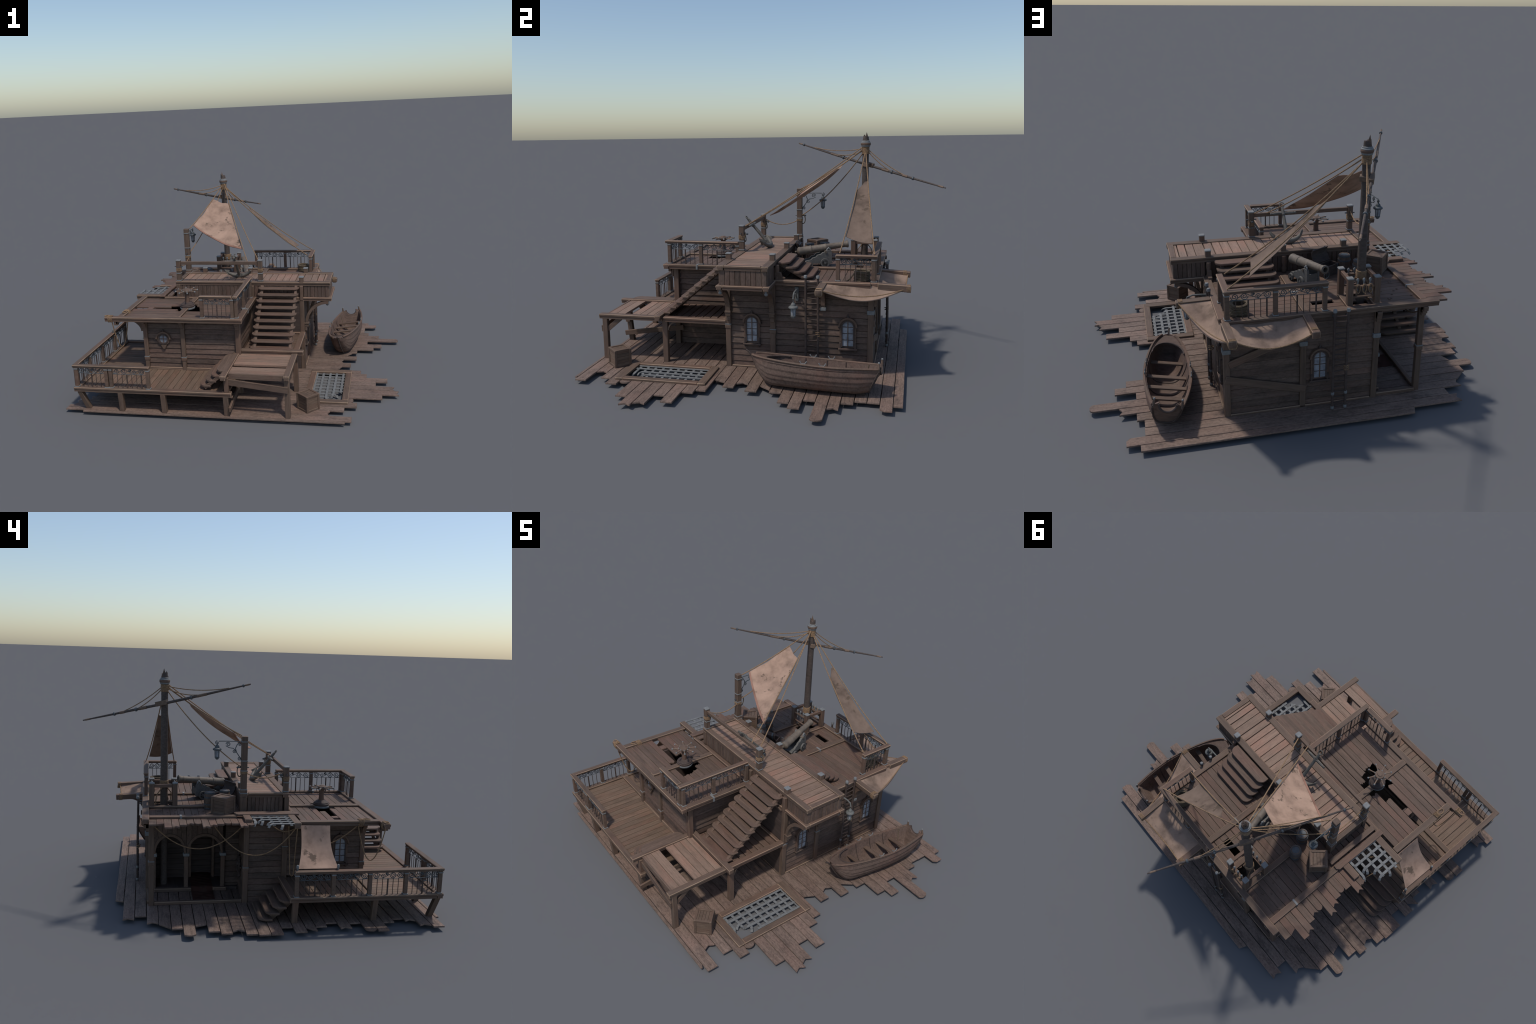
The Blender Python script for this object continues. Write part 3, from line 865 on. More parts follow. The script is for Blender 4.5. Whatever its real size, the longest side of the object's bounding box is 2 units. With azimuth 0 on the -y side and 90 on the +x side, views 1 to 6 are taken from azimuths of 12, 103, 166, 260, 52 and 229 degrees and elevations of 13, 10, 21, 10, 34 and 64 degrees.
# ---------------------------------------------------------------- bridge
bridge = beam(T, (-.482, -.165, ZK), (.560, -.165, ZK), .038, .026, "bridge")
def f():
    beam(None, (-.482, .067, ZK), (.560, .067, ZK), .038, .026)
    beam(None, (.543, -.145, ZK), (.543, .047, ZK), .030, .026)
    beam(None, (-.467, -.145, ZK), (-.467, .047, ZK), .026, .026)
    edges = [-.452]
    while edges[-1] < .515: edges.append(edges[-1] + .0475 + rnd.uniform(-.006, .006))
    edges[-1] = .5275
    for i in range(len(edges) - 1):
        a, b = edges[i], min(edges[i + 1], .5275)
        gl = .0065 if (a < .332 < b or a < .485 < b) else .0028
        plank(None, ((a + b) / 2, -.145, .6155 + rnd.uniform(-.0006, .0006)), ((a + b) / 2, .047, .6155), b - a - gl, .010, mats=[W_LIGHT, W_EDGE], name="board")
    # vertical skirting boards below the walkway
    def skirt(p0, p1, z0, z1, n):
        p0 = V(p0); p1 = V(p1)
        for k in range(n):
            q = p0.lerp(p1, (k + .5) / n); w = (p1 - p0).length / n - .002
            d = (p1 - p0).normalized(); nn = V((d.y, -d.x, 0))
            plank(None, V((q.x, q.y, z0)), V((q.x, q.y, z1)), w, .007, mats=[W_WALL, W_EDGE], up=nn, name="skirting_board")
    skirt((-.465, -.178, 0), (.36, -.178, 0), .510, .597, 30)
    skirt((.385, -.176, 0), (.548, -.176, 0), .510, .597, 7)
    skirt((.551, -.172, 0), (.551, .076, 0), .510, .597, 9)
    skirt((.548, .080, 0), (.39, .080, 0), .510, .597, 7)
    skirt((.36, .078, 0), (-.44, .078, 0), .510, .597, 30)
    skirt((-.474, .05, 0), (-.474, -.15, 0), .510, .597, 9)
    # floor moulding of the cantilevered end
    beam(None, (.02, -.172, .519), (.567, -.172, .519), .034, .023)
    beam(None, (.39, .074, .519), (.567, .074, .519), .034, .023)
    beam(None, (.550, -.155, .519), (.550, .057, .519), .034, .023)
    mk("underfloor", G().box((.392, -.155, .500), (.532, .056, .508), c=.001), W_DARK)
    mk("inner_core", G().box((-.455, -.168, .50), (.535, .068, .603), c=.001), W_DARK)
    for x, y in ((.372, -.184), (.046, -.184)): post(None, x, y, .5, ZK - .026, .022)
    post(None, -.465, .075, .508, ZK - .02, .034); post(None, -.465, -.172, .508, ZK - .02, .026)
collect(bridge, f)
for x, y in ((.372, -.170), (.372, .069), (-.016, .071), (-.341, .071)): post(T, x, y, ZK - .002, ZK + .031, .028, cap=.004, name="bollard")
# little balusters on the deck below the bollards
for x in (.372, -.016):
    mk("turned_post", G().lathe([(.012, .51), (.014, .53), (.008, .545), (.014, .57), (.012, .597)], 12, M.Translation((x, .092, 0))), W_BEAM, T)
for x, y in ((-.457, -.167), (.102, -.167)):
    p = post(T, x, y, ZK - .002, .764, .029, cap=.005, band=[.628, .678])
    lashing(T, (x, y, .70), (0, 0, 1), .016, 4, .005)
    g = G()
    g.tube([V((x, y - .016, .718)), V((x, y + .03, .718))], .004, 6); g.ball((x, y + .032, .718), .006)
    g.tube([V((x - .028, y + .0, .722)), V((x + .028, y, .722))], .003, 6)
    mk("belaying_pin", g, IRON, T)
    pts = [V((x + .012 * math.cos(a * .5), y + .02 + .0025 * math.sin(a), .700 + .026 * math.sin(a * .5))) for a in range(26)]
    rope(T, pts, .0025, "rope_hank", ROPED)
bar(T, (-.442, -.167, .746), (.088, -.167, .746), .016, .021, "handrail")
lp = post(T, -.462, .072, ZK - .004, .935, .033, band=[.64, .745, .80, .905])
post(T, -.462, .072, .52, .640, .038, band=[.62])
lashing(T, (-.462, .072, .735), (0, 0, 1), .018, 3, .005)
pts = [V((-.455 + .003 * math.sin(a), .095 + .014 * math.cos(a * .5), .74 + .03 * math.sin(a * .5))) for a in range(40)]
rope(T, pts, .0028, "rope_hank", ROPED)
mk("belaying_pin", G().tube([(-.462, .045, .762), (-.462, .105, .762)], .0035, 6).ball((-.462, .108, .762), .006), IRON, T)

# curved brackets under the cantilever with pendant bosses
for y in (-.172, .070):
    arc_brace(T, (.392, y, .345), (.545, y, .496), .018, .026)
    g = G().box((.384, y - .017, .335), (.416, y + .017, .346), c=.002).box((.386, y - .014, .318), (.412, y + .014, .335), c=.002).box((.386, y - .012, .29), (.402, y + .012, .318), c=.003)
    mk("corbel", g, W_BEAM, T)
    mk("pendant", G().lathe([(.004, .466), (.009, .470), (.011, .477), (.008, .484), (.010, .490), (.010, .498)], 12, M.Translation((.538, y, 0))), STEEL, T)

# ---------------------------------------------------------------- stairs
st = bar(T, (.118, -.555, .285), (.118, -.187, .592), .016, .022, "staircase")
def f():
    bar(None, (.338, -.555, .285), (.338, -.187, .592), .016, .022, "stringer")
    for i in range(10):
        t = i / 9
        tread(None, (.224, -.548 + .338 * t, .306 + .284 * t), .268, .051, .007, front=(0, -1))
        for x in (.112, .338):
            bar(None, (x, -.545 + .338 * t, .290 + .284 * t), (x, -.520 + .338 * t, .312 + .284 * t), .018, .012, "cleat")
collect(st, f)
st = bar(T, (.09, .24, .512), (.09, .095, .595), .016, .02, "staircase")
def f():
    bar(None, (.31, .24, .512), (.31, .095, .595), .016, .02, "stringer")
    for i in range(4):
        tread(None, (.200 - .004 * i, .122 + .041 * i, .606 - .025 * i), .288, .060, .010, front=(0, 1))
collect(st, f)
mk("bracket", G().prism([(.06, .51), (.12, .51), (.115, .53), (.10, .535), (.095, .555), (.08, .56), (.06, .585)], .0, .02, M(((0, 0, 1, .362), (1, 0, 0, .02), (0, 1, 0, 0), (0, 0, 0, 1)))), W_BEAM, T)

# ---------------------------------------------------------------- ladders
def ladder(q0, q1, dz0, z1, n, out):
    g = G()
    lad = None
    for k, q in enumerate((q0, q1)):
        gg = G()
        lean = V((*out, 0)) * .006
        gg.tube([V((*q, dz0)) + lean, V((*q, .25)) + lean * .6 + V((.0015, .0015, 0)), V((*q, z1 - .01))], .0065, 8)
        if lad is None: lad = mk("ladder", gg, W_DARK, T)
        else: mk("side_rail", gg, W_DARK, lad)
        cp = G()
        for z, r in ((z1 - .012, .0095), (dz0 + .01, .0085), (.11, .0082)):
            cp.lathe([(r * .8, z - .006), (r, z - .004), (r, z + .006), (r * .75, z + .010)], 10, M.Translation((q[0] + lean.x * (1 - z), q[1] + lean.y * (1 - z), 0)))
        mk("ladder_cap", cp, STEEL, lad)
        mk("ladder_pin", G().tube([V((*q, z1 - .045)) - V((*out, 0)) * .03, V((*q, z1 - .045)) + V((*out, 0)) * .004], .004, 6), IRON, lad)
    for i in range(n):
        z = .06 + (z1 - .1) * i / (n - 1); dzz = rnd.uniform(-.004, .004)
        mk("rung", G().tube([V((*q0, z + dzz)), V((*q1, z - dzz))], .0032, 6), W_DARK, lad)
    mk("rope_knot", G().tube([V((*q1, .24)) + V((.011 * math.cos(a), .011 * math.sin(a), .0016 * a - .01)) for a in range(16)], .0028, 5), ROPE, lad)
ladder((.403, .250), (.403, .315), ZB - .002, .556, 17, (1, 0))
ladder((-.113, .646), (-.176, .646), ZB - .002, .543, 17, (0, 1))

# ---------------------------------------------------------------- windows
def window(o, u, nrm, zc, name="window"):
    """arched casement: o = point on wall, u = sideways, nrm = outward, zc = sill top height"""
    u = V((*u, 0)); n = V((*nrm, 0))
    F = M(((u.x, 0, n.x, o[0]), (u.y, 0, n.y, o[1]), (0, 1, 0, zc), (0, 0, 0, 1)))
    hw, hs, N = .029, .105, 12         # half width, springing height
    def arch(r, h0, hs=hs, drop=0):
        return [(r, h0)] + [(r * math.cos(math.pi * k / N), hs + r * 1.02 * math.sin(math.pi * k / N)) for k in range(N + 1)] + [(-r, h0)]
    pane = mk(name, G().prism(arch(hw, .0), .0, .007, c=.0005), GLASS, T, F)
    # outer casing
    def ring(r0, r1, z0, z1, h0, legs=True):
        a, b = arch(r0, h0), arch(r1, h0)
        if not legs: a, b = a[1:-1], b[1:-1]
        rings = [[(p[0], p[1], z0), (q[0], q[1], z0), (q[0], q[1], z1), (p[0], p[1], z1)] for p, q in zip(a, b)]
        return G().loft(rings)
    mk("window_frame", ring(hw - .001, hw + .006, .0, .013, -.004), [W_DARK], pane)
    mk("window_frame", ring(hw + .006, hw + .014, .0, .010, -.012), [W_BEAM], pane)
    mk("hood_moulding", ring(hw + .0125, hw + .021, .0, .018, 0, False), [W_BEAM], pane)
    g = G()
    g.box((-.0025, 0, .006), (.0025, hs + hw, .010), c=.0006)
    mk("muntin", g, [W_BEAM], pane)
    g = G()
    for h in (.034, .069, .104): g.box((-hw, h - .0018, .006), (hw, h + .0018, .0085), c=.0005)
    mk("muntin", g, [W_DARK], pane)
    g = G().box((-.049, -.022, 0), (.049, -.012, .017), c=.0015, mi=0, me=1).box((-.044, -.012, 0), (-.034, .022, .014), c=.0015).box((.034, -.012, 0), (.044, .022, .014), c=.0015)
    g.box((-.043, -.032, 0), (-.034, -.022, .012), c=.002).box((.034, -.032, 0), (.043, -.022, .012), c=.002)
    g.box((-.052, hs - .007, 0), (-.040, hs + .003, .014), c=.0015).box((.040, hs - .007, 0), (.052, hs + .003, .014), c=.0015)
    mk("sill", g, [W_DARK, W_BEAM], pane)
    mk("finial", G().lathe([(.007, hs + hw + .018), (.008, hs + hw + .026), (.004, hs + hw + .031), (.0025, hs + hw + .036), (.0005, hs + hw + .042)], 8, M(((1, 0, 0, 0), (0, 0, 1, 0), (0, -1, 0, .008), (0, 0, 0, 1)))), W_DARK, pane)
window((.376, -.046), (0, 1), (1, 0), .176)
window((.376, .470), (0, 1), (1, 0), .176)
window((-.063, .593), (-1, 0), (0, 1), .176)
window((-.569, -.463), (0, -1), (-1, 0), .252)

# round window
def porthole(c):
    F = M(((1, 0, 0, c[0]), (0, 0, -1, c[1]), (0, 1, 0, c[2]), (0, 0, 0, 1)))
    p = mk("round_window", G().lathe([(.027, 0), (.027, .006)], 24, F), GLASS, T)
    N = 24
    def rg(r0, r1, z0, z1): return G().loft([[(r0 * math.cos(t), r0 * math.sin(t), z0), (r1 * math.cos(t), r1 * math.sin(t), z0), (r1 * math.cos(t), r1 * math.sin(t), z1), (r0 * math.cos(t), r0 * math.sin(t), z1)] for t in [2 * math.pi * k / N for k in range(N + 1)]], caps=False)
    mk("window_frame", rg(.026, .034, 0, .014), W_DARK, p, F); mk("window_frame", rg(.034, .041, 0, .010), W_BEAM, p, F)
    up = [[(r0 * math.cos(t), r0 * math.sin(t), z) for r0, z in ((.040, 0), (.049, 0), (.049, .017), (.040, .017))] for t in [math.pi * k / 16 for k in range(17)]]
    mk("hood_moulding", G().loft(up), W_BEAM, p, F)
    g = G().box((-.002, -.026, .006), (.002, .026, .009), c=.0005).box((-.026, -.002, .006), (.026, .002, .009), c=.0005)
    mk("muntin", g, W_BEAM, p, F)
    mk("finial", G().box((-.006, .047, 0), (.006, .060, .014), c=.003).box((-.055, -.004, 0), (-.043, .004, .012), c=.001).box((.043, -.004, 0), (.055, .004, .012), c=.001), W_DARK, p, F)
    mk("bracket", G().prism([(-.018, -.040), (-.012, -.056), (-.004, -.066), (.008, -.066), (.015, -.054), (.019, -.040)], 0, .012, c=.003), W_BEAM, p, F)
porthole((-.447, -.592, .365))

# ---------------------------------------------------------------- mast and rigging
MX, MY = -.283, .501
g = G()
prof = [(.0215, ZB), (.0215, .3), (.021, .6), (.020, .9), (.019, 1.15), (.018, 1.20), (.0175, 1.245)]
N = 20; rings = []
for r, z in prof: rings.append([(MX + r * math.cos(2 * math.pi * k / N), MY + r * math.sin(2 * math.pi * k / N), z) for k in range(N)])
rj = random.Random(5)
rings.append([(MX + .0165 * math.cos(2 * math.pi * k / N), MY + .0165 * math.sin(2 * math.pi * k / N), 1.247 + .012 * rj.random() + .018 * max(0, math.cos(2 * math.pi * (k - 12) / N)) ** 6) for k in range(N)])
rings.append([(MX + .009 * math.cos(2 * math.pi * k / N), MY + .009 * math.sin(2 * math.pi * k / N), 1.248 + .010 * rj.random()) for k in range(N)])
g.loft(rings)
mast = mk("mast", g, W_MAST, T)
# splintered top
g = G()
for k in range(9):
    a = rj.random() * 6.28; r = rj.uniform(.004, .013); h = 1.284 if k == 0 else rj.uniform(1.254, 1.268)
    if k == 0: r = .008; a = 2.6
    c = V((MX + r * math.cos(a), MY + r * math.sin(a), 1.235))
    b = .014 if k == 0 else .010; g.add([c + V((b, 0, 0)), c + V((-b * .5, b, 0)), c + V((-b * .5, -b, 0)), V((c.x - .002, c.y, h))], [(0, 1, 3), (1, 2, 3), (2, 0, 3), (2, 1, 0)])
mk("mast_splinter", g, W_BEAM, mast, smooth=False)
MT = M.Translation((MX, MY, 0))
mk("mast_ring", G().lathe([(.019, 1.196), (.025, 1.198), (.0268, 1.202), (.0268, 1.206), (.019, 1.207)], 24, MT).lathe([(.019, 1.220), (.0285, 1.221), (.0285, 1.224), (.0245, 1.226), (.0235, 1.232), (.018, 1.234)], 24, MT), STEEL, mast)
mk("mast_collar", G().lathe([(.019, 1.206), (.0275, 1.2065), (.0298, 1.211), (.0298, 1.218), (.0285, 1.2205), (.019, 1.221)], 24, MT), W_BEAM, mast)
def wrap(z0, z1, r, mat=ROPE, parent=None, ctr=(MX, MY)):
    n = int((z1 - z0) / .0048); g = G()
    for k in range(n):
        z = z0 + (k + .5) * (z1 - z0) / n
        g.tube([V((ctr[0] + r * math.cos(a * math.pi / 10), ctr[1] + r * math.sin(a * math.pi / 10), z + .0012 * math.sin(a * .3 + k))) for a in range(20)], .0028, 5, closed=True)
    return mk("rope_wrap", g, mat, parent or mast)
wrap(1.155, 1.196, .0205); wrap(.618, .658, .0225)
# yard
YA, YB = V((-.525, .058, 1.22)), V((-.093, .960, .970))
yd = (YB - YA); 
def yp(t): return YA + yd * t + V((0, 0, -.012 * math.sin(math.pi * t) * .3))
mk("yard", G().tube([yp(i / 30) for i in range(31)], lambda t: .0034 + .0042 * math.sin(math.pi * min(1, max(0, t))) ** .8, 8), W_MAST, mast)
g = G()
for t in (.335, .665, .04, .8): 
    m = frame(yp(t), yd); R = .0034 + .0042 * math.sin(math.pi * t) ** .8
    g.lathe([(R, -.006), (R + .004, -.004), (R + .004, .004), (R, .006)], 10, m @ M.Rotation(math.pi / 2, 4, 'Y'))
mk("yard_band", g, IRON, mast)
for t0, t1 in ((.245, .30), (.60, .645), (.735, .765), (.005, .03), (.955, .985)):
    mk("yard_sleeve", G().tube([yp(t0 + (t1 - t0) * i / 4) for i in range(5)], .0046 + .0044 * math.sin(math.pi * t0) ** .8, 8), W_EDGE, mast)
m = frame(yp(.508) + V((.006, 0, .004)), yd)
mk("yard_bracket", G().box((-.035, -.006, -.013), (.035, .016, .013), m, .002).box((-.016, -.048, -.012), (.016, -.004, .012), m, .002), W_EDGE, mast)
top = V((MX, MY, 1.185))
def off(p, r=.02):
    d = V((p[0] - MX, p[1] - MY, 0)).normalized(); return V((MX, MY, 0)) + d * r
rig = [(.12, 1.186, .016), (.29, 1.172, .012), (.65, 1.165, .008), (.74, 1.178, .010)]
for t, z, s in rig:
    e = yp(t); a = off(e) + V((0, 0, z)); rope(mast, sag(a, e + V((0, 0, .005)), s), .0028)
# sail stays
L1, L2, L3 = V((-.440, .085, .935)), V((.016, -.160, .755)), V((.090, -.155, .758))
for e, z in ((L1, 1.182), (L2, 1.177), (L3, 1.197)):
    rope(mast, sag(off(e) + V((0, 0, z)), e, .012), .0032)
S1, S2 = V((.344, .420, .663)), V((.362, .600, .664))
for e, z in ((S1, 1.160), (S2, 1.163)):
    rope(mast, sag(off(e) + V((0, 0, z)), e, .026), .0032)
rope(mast, sag(off((-.445, .09)) + V((0, 0, 1.157)), (-.449, .090, .765), .035), .003)
rope(T, sag((-.455, .058, .730), (-.455, -.150, .735), .030), .003)
# main sail hung between two stays
def stay(e, z, t): return (off(e) + V((0, 0, z))).lerp(e, t) - V((0, 0, 4 * (.026 if e in (S1, S2) else .012) * t * (1 - t)))
def sail1(u, v):
    a = stay(L1, 1.182, .285 + .61 * v) + V((0, 0, -.004 - .006 * v)); b = stay(L2, 1.177, .225 + .575 * v) + V((0, 0, -.006 - .016 * v))
    p = a.lerp(b, u)
    k = math.sin(math.pi * u)
    p += V((.0, -.004, -.028)) * k * (.25 + .75 * v) + V((-.01, .012, -.006)) * k * math.sin(math.pi * v)
    p += V((0, 0, .003 * math.sin(9 * u + 4 * v) * k))
    p += (L1 - L2).normalized() * .006 * math.sin(7 * v + 1) * (1 - 2 * u) * math.sin(math.pi * v)
    return p
cloth(mast, "sail", sail1, 34, 34, SAIL)
cloth(mast, "sail_hem", lambda u, v: V(sail1(u, .965 + .038 * v)), 34, 3, HEM, .0042)
def sail2(u, v):
    a = stay(S1, 1.160, .27 + .535 * v) + V((0, 0, -.004 - .004 * v)); b = stay(S2, 1.163, .265 + .575 * v) + V((0, 0, -.004 - .024 * v ** 2))
    n0 = .7 * max(0, 1 - v / .14)      # narrow head of the sail
    p = a.lerp(b, n0 + (1 - n0) * (.02 + .96 * u))
    k = math.sin(math.pi * u)
    p += V((-.004, 0, -.012)) * k * (.3 + .7 * v) + V((0, 0, -.006)) * math.sin(math.pi * v) * abs(1 - 2 * u)
    p += V((0, 0, .002 * math.sin(12 * v + 3 * u)))
    return p
cloth(mast, "sail", sail2, 16, 34, OLDSAIL)

# pin rail frame round the mast
FX0, FX1, FY0, FY1 = -.337, -.206, .441, .570
rack = bar(T, (FX0, FY0 + .013, .635), (FX0, FY1 - .013, .635), .016, .018, "mast_rack")
def f():
    for x in (FX0, FX1):
        for y in (FY0, FY1): post(None, x, y, ZU - .02, .649, .027, cap=.005)
    bar(None, (FX1, FY0 + .013, .635), (FX1, FY1 - .013, .635), .016, .018, "rack_bar")
    for y, z in ((FY0, .615), (FY1, .605), (FY0, .56), (FY1, .555)):
        bar(None, (FX0 + .013, y, z), (FX1 - .013, y, z), .016 if z > .6 else .009, .010 if z > .6 else .008, "rack_bar")
    for y in (FY0, FY1):
        for k in range(3):
            x = FX0 + .035 + .03 * k
            mk("belaying_pin", G().lathe([(.003, .585), (.004, .60), (.004, .622), (.003, .625), (.0065, .633), (.007, .640), (.003, .646)], 8, M.Translation((x, y, 0))), STEEL)
            if y == FY1:
                pts = [V((x + .010 * math.cos(a * .6), y + .012 + .003 * math.sin(a), .600 + .022 * math.sin(a * .6))) for a in range(24)]
                mk("rope_hank", G().tube(pts, .0022, 5), ROPE)
    beam(None, (FX1, FY0, ZU), (FX1, FY1 + .02, ZU), .03, .022)
    mk("rope", G().tube([(MX - .02, MY + .01, .62), (MX - .03, MY + .04, .58), (FX0 + .01, FY1 - .02, .53)], .003, 6), ROPE)
    mk("rope", G().tube([(MX + .02, MY - .01, .62), (MX + .03, MY - .04, .58), (FX1 - .02, FY0 + .02, .53)], .003, 6), ROPE)
collect(rack, f)

# ---------------------------------------------------------------- awning
aw = beam(T, (.378, .620, .520), (.372, .787, .512), .036, .034, "awning_pole", moulded=False)
def f():
    beam(None, (.012, .620, .520), (.012, .782, .511), .036, .032, "awning_pole", moulded=False)
    beam(None, (.402, .342, .518), (.565, .340, .514), .036, .030, "awning_pole", moulded=False)
    for p, d in (((.372, .775, .495), (0, 1, 0)), ((.012, .752, .496), (0, 1, 0)), ((.545, .340, .499), (1, 0, 0))):
        lashing(None, p, d, .0182, 4, .0055)
    for (x, y), (dx, dy) in (((.372, .604), (0, .09)), ((.014, .606), (0, .08)), ((.390, .341), (.075, 0))):
        spandrel(None, (x, y, .395), (x + dx * 1.1, y + dy * 1.1, .490))
    post(None, .386, .341, .37, .495, .022, name="bracket_post")
    mk("post_band", G().box((.374, .325, .366), (.402, .357, .384), c=.002), STEEL)
    def a1(u, v):   # north strip; u from east pole to west pole, v outwards
        p = V((.362 - .340 * u, .618 + .150 * v + .0 * u, .507 - .010 * v))
        p.y -= .012 * math.sin(math.pi * u) * v
        p.z -= (.012 + .045 * v) * math.sin(math.pi * u) ** .9
        p.z += .002 * math.sin(14 * u + 5 * v)
        return p
    cloth(None, "awning", a1, 30, 14, AWN)
    def a2(u, v):   # east triangle; u along wall -> v out to the edge
        inner = V((.394, .360 + .255 * u, .508 - .004 * u)).lerp(V((.378, .62, .505)), max(0, u - .85) / .15 if u > .85 else 0)
        e = V((.553, .355, .506)).lerp(V((.380, .772, .496)), u)
        e.z -= .040 * math.sin(math.pi * u); e.x -= .008 * math.sin(math.pi * u)
        p = inner.lerp(e, v)
        p.z -= .028 * math.sin(math.pi * u) * math.sin(math.pi * v * .75)
        return p
    cloth(None, "awning", a2, 30, 14, AWN)
    rope(None, [V((.553, .355, .508)).lerp(V((.380, .775, .498)), i / 20) + V((-.008, 0, -.038)) * math.sin(math.pi * i / 20) for i in range(21)], .0028)
    rope(None, [V((.362, .770, .500)).lerp(V((.022, .768, .500)), i / 20) + V((0, -.011, -.056)) * math.sin(math.pi * i / 20) ** .9 for i in range(21)], .0028)
collect(aw, f)

# ---------------------------------------------------------------- cloth and ropes on the west side
c0, c1, d0, d1 = V((-.728, -.198, .503)), V((-.728, -.355, .500)), V((-.880, -.158, .317)), V((-.884, -.366, .317))
def wcl(u, v):
    p = c0.lerp(c1, u).lerp(d0.lerp(d1, u), v)
    p.y -= (.022 * math.sin(math.pi * v)) * (.5 - u) * 2 * .5 if u < .5 else (-.022 * math.sin(math.pi * v)) * (u - .5)
    n = V((-.5, 0, -.5)); 
    p += V((.018, 0, -.020)) * math.sin(math.pi * v) * (.6 + .4 * math.sin(math.pi * u))
    return p
cloth(T, "hanging_cloth", wcl, 18, 24, SAIL)
for y in (-.152, -.364):
    mk("cleat_knob", G().lathe([(.004, .309), (.0045, .318), (.007, .324), (.0075, .332), (.005, .338), (.001, .340)], 10, M.Translation((-.885, y, 0))), STEEL, T)
rope(T, sag((-.60, .556, .470), (-.60, .088, .472), .125), .003)
rope(T, sag((-.60, .255, .490), (-.735, -.170, .490), .165), .003)
rope(T, sag((-.62, -.05, .495), (-.69, -.20, .495), .045), .003)
rope(T, [V((-.735, -.178, .49)).lerp(V((-.735, -.165, .235)), t / 10) for t in range(11)] + [V((-.733, -.158, .228)), V((-.731, -.150, .236))] + [V((-.73, -.148, .24)).lerp(V((-.70, -.140, .49)), t / 10) for t in range(11)], .003)
rope(T, sag((-.70, -.515, .490), (-.69, -.36, .385), .010), .003)
rope(T, sag((-.70, -.520, .490), (-.752, -.655, .487), .185), .0032)
lashing(T, (-.703, -.530, .507), (0, 1, 0), .0185, 5, .006); lashing(T, (-.762, -.648, .507), (1, 0, 0), .0185, 5, .006)
rope(T, [V((-.703 + .012 * math.cos(a * .5), -.560 + .022 * math.sin(a * .5), .525)) for a in range(14)], .003)
rope(T, [V((-.782 + .018 * math.cos(a * .5), -.648 + .012 * math.sin(a * .5), .525)) for a in range(14)], .003)

# ---------------------------------------------------------------- capstan
CX, CY = -.336, -.408
CT = M.Translation((CX, CY, 0))
cap = mk("capstan", G().lathe([(.017, .530), (.016, .55), (.0145, .58), (.0155, .605), (.017, .612)], 16, CT), W_BEAM, T)
mk("capstan_base", G().lathe([(.040, .516), (.046, .518), (.047, .528), (.043, .531), (.043, .536), (.036, .540), (.028, .546), (.019, .549)], 24, CT), [W_DARK], cap)
mk("base_band", G().lathe([(.0465, .506), (.0478, .508), (.0478, .515), (.046, .517), (.030, .517)], 24, CT), STEEL, cap)
mk("capstan_head", G().lathe([(.018, .611), (.027, .614), (.029, .618), (.029, .628), (.026, .632), (.015, .634), (.013, .637), (.0005, .638)], 20, CT), [W_BEAM], cap)
for k in range(8):
    a = k * math.pi / 4 + .35; e = V((math.cos(a), math.sin(a), 0)); c = V((CX, CY, .623))
    mk("spoke", G().tube([c + e * .024, c + e * .04, c + e * .058, c + e * .066], lambda t: .0048 - .0012 * math.sin(math.pi * t), 7), W_EDGE, cap)
    mk("spoke_knob", G().ball(c + e * .069, .0058, 8).tube([c + e * .026, c + e * .033], .0058, 7), STEEL, cap)

# ---------------------------------------------------------------- lanterns
def lantern(x, y, z, parent, s=1.):
    """hanging lamp, z = centre of the glass"""
    t = M.Translation((x, y, z)) @ M.Scale(s, 4)
    l = mk("lantern", G().lathe([(.011, -.026), (.011, -.020), (.0135, .018), (.0135, .020)], 10, t), GLASS, parent)
    g = G().lathe([(.004, -.036), (.009, -.033), (.010, -.028), (.0135, -.026), (.0135, -.020), (.010, -.019)], 10, t)
    g.lathe([(.014, .014), (.0225, .016), (.0245, .020), (.0235, .024), (.018, .028), (.0125, .030), (.0125, .035), (.0095, .041), (.004, .045), (.003, .05)], 14, t)
    for k in range(5):
        a = 2 * math.pi * k / 5
        g.tube([t @ V((.0115 * math.cos(a), .0115 * math.sin(a), -.022)), t @ V((.0145 * math.cos(a), .0145 * math.sin(a), .019))], .0016 * s, 5)
    mk("lantern_cage", g, LAMP if s > 1.02 else IRON, l)
    ring = [t @ V((.006 * math.cos(a * math.pi / 6), 0, .054 + .006 * math.sin(a * math.pi / 6))) for a in range(12)]
    mk("lantern_ring", G().tube(ring, .0012, 5, closed=True), IRON, l)
    return l
lantern(-.463, .222, .842, T)
g = G(); px = -.462; Y = V((0, 1, 0)); Zv = V((0, 0, 1))
def sc(pts): g.tube([V((px, a, b)) for a, b in pts], .0026, 6)
sc([(.088, .903), (.12, .906), (.16, .907), (.20, .907), (.215, .906)])
g.tube(spiral((px, .222, .898), .011, 1.3, math.pi / 2, Y, Zv, 18, -1), .0024, 6)
g.tube(spiral((px, .162, .890), .013, 1.4, 0, Y, Zv, 20, 1), .0024, 6)
sc([(.175, .882), (.158, .872), (.135, .868), (.122, .858), (.118, .85)])
g.tube(spiral((px, .128, .852), .010, 1.4, math.pi, Y, Zv, 18, 1), .0022, 6)
sc([(.09, .805), (.098, .82), (.115, .845), (.122, .868), (.112, .89), (.098, .90)])
g.tube(spiral((px, .098, .812), .010, 1.4, -math.pi / 2, Y, Zv, 18, 1), .0022, 6)
g.tube(spiral((px, .100, .888), .008, 1.2, math.pi / 2, Y, Zv, 16, 1), .0022, 6)
g.tube([(px, .222, .888), (px, .222, .897)], .0015, 5)
mk("scroll_bracket", g, IRON, T)
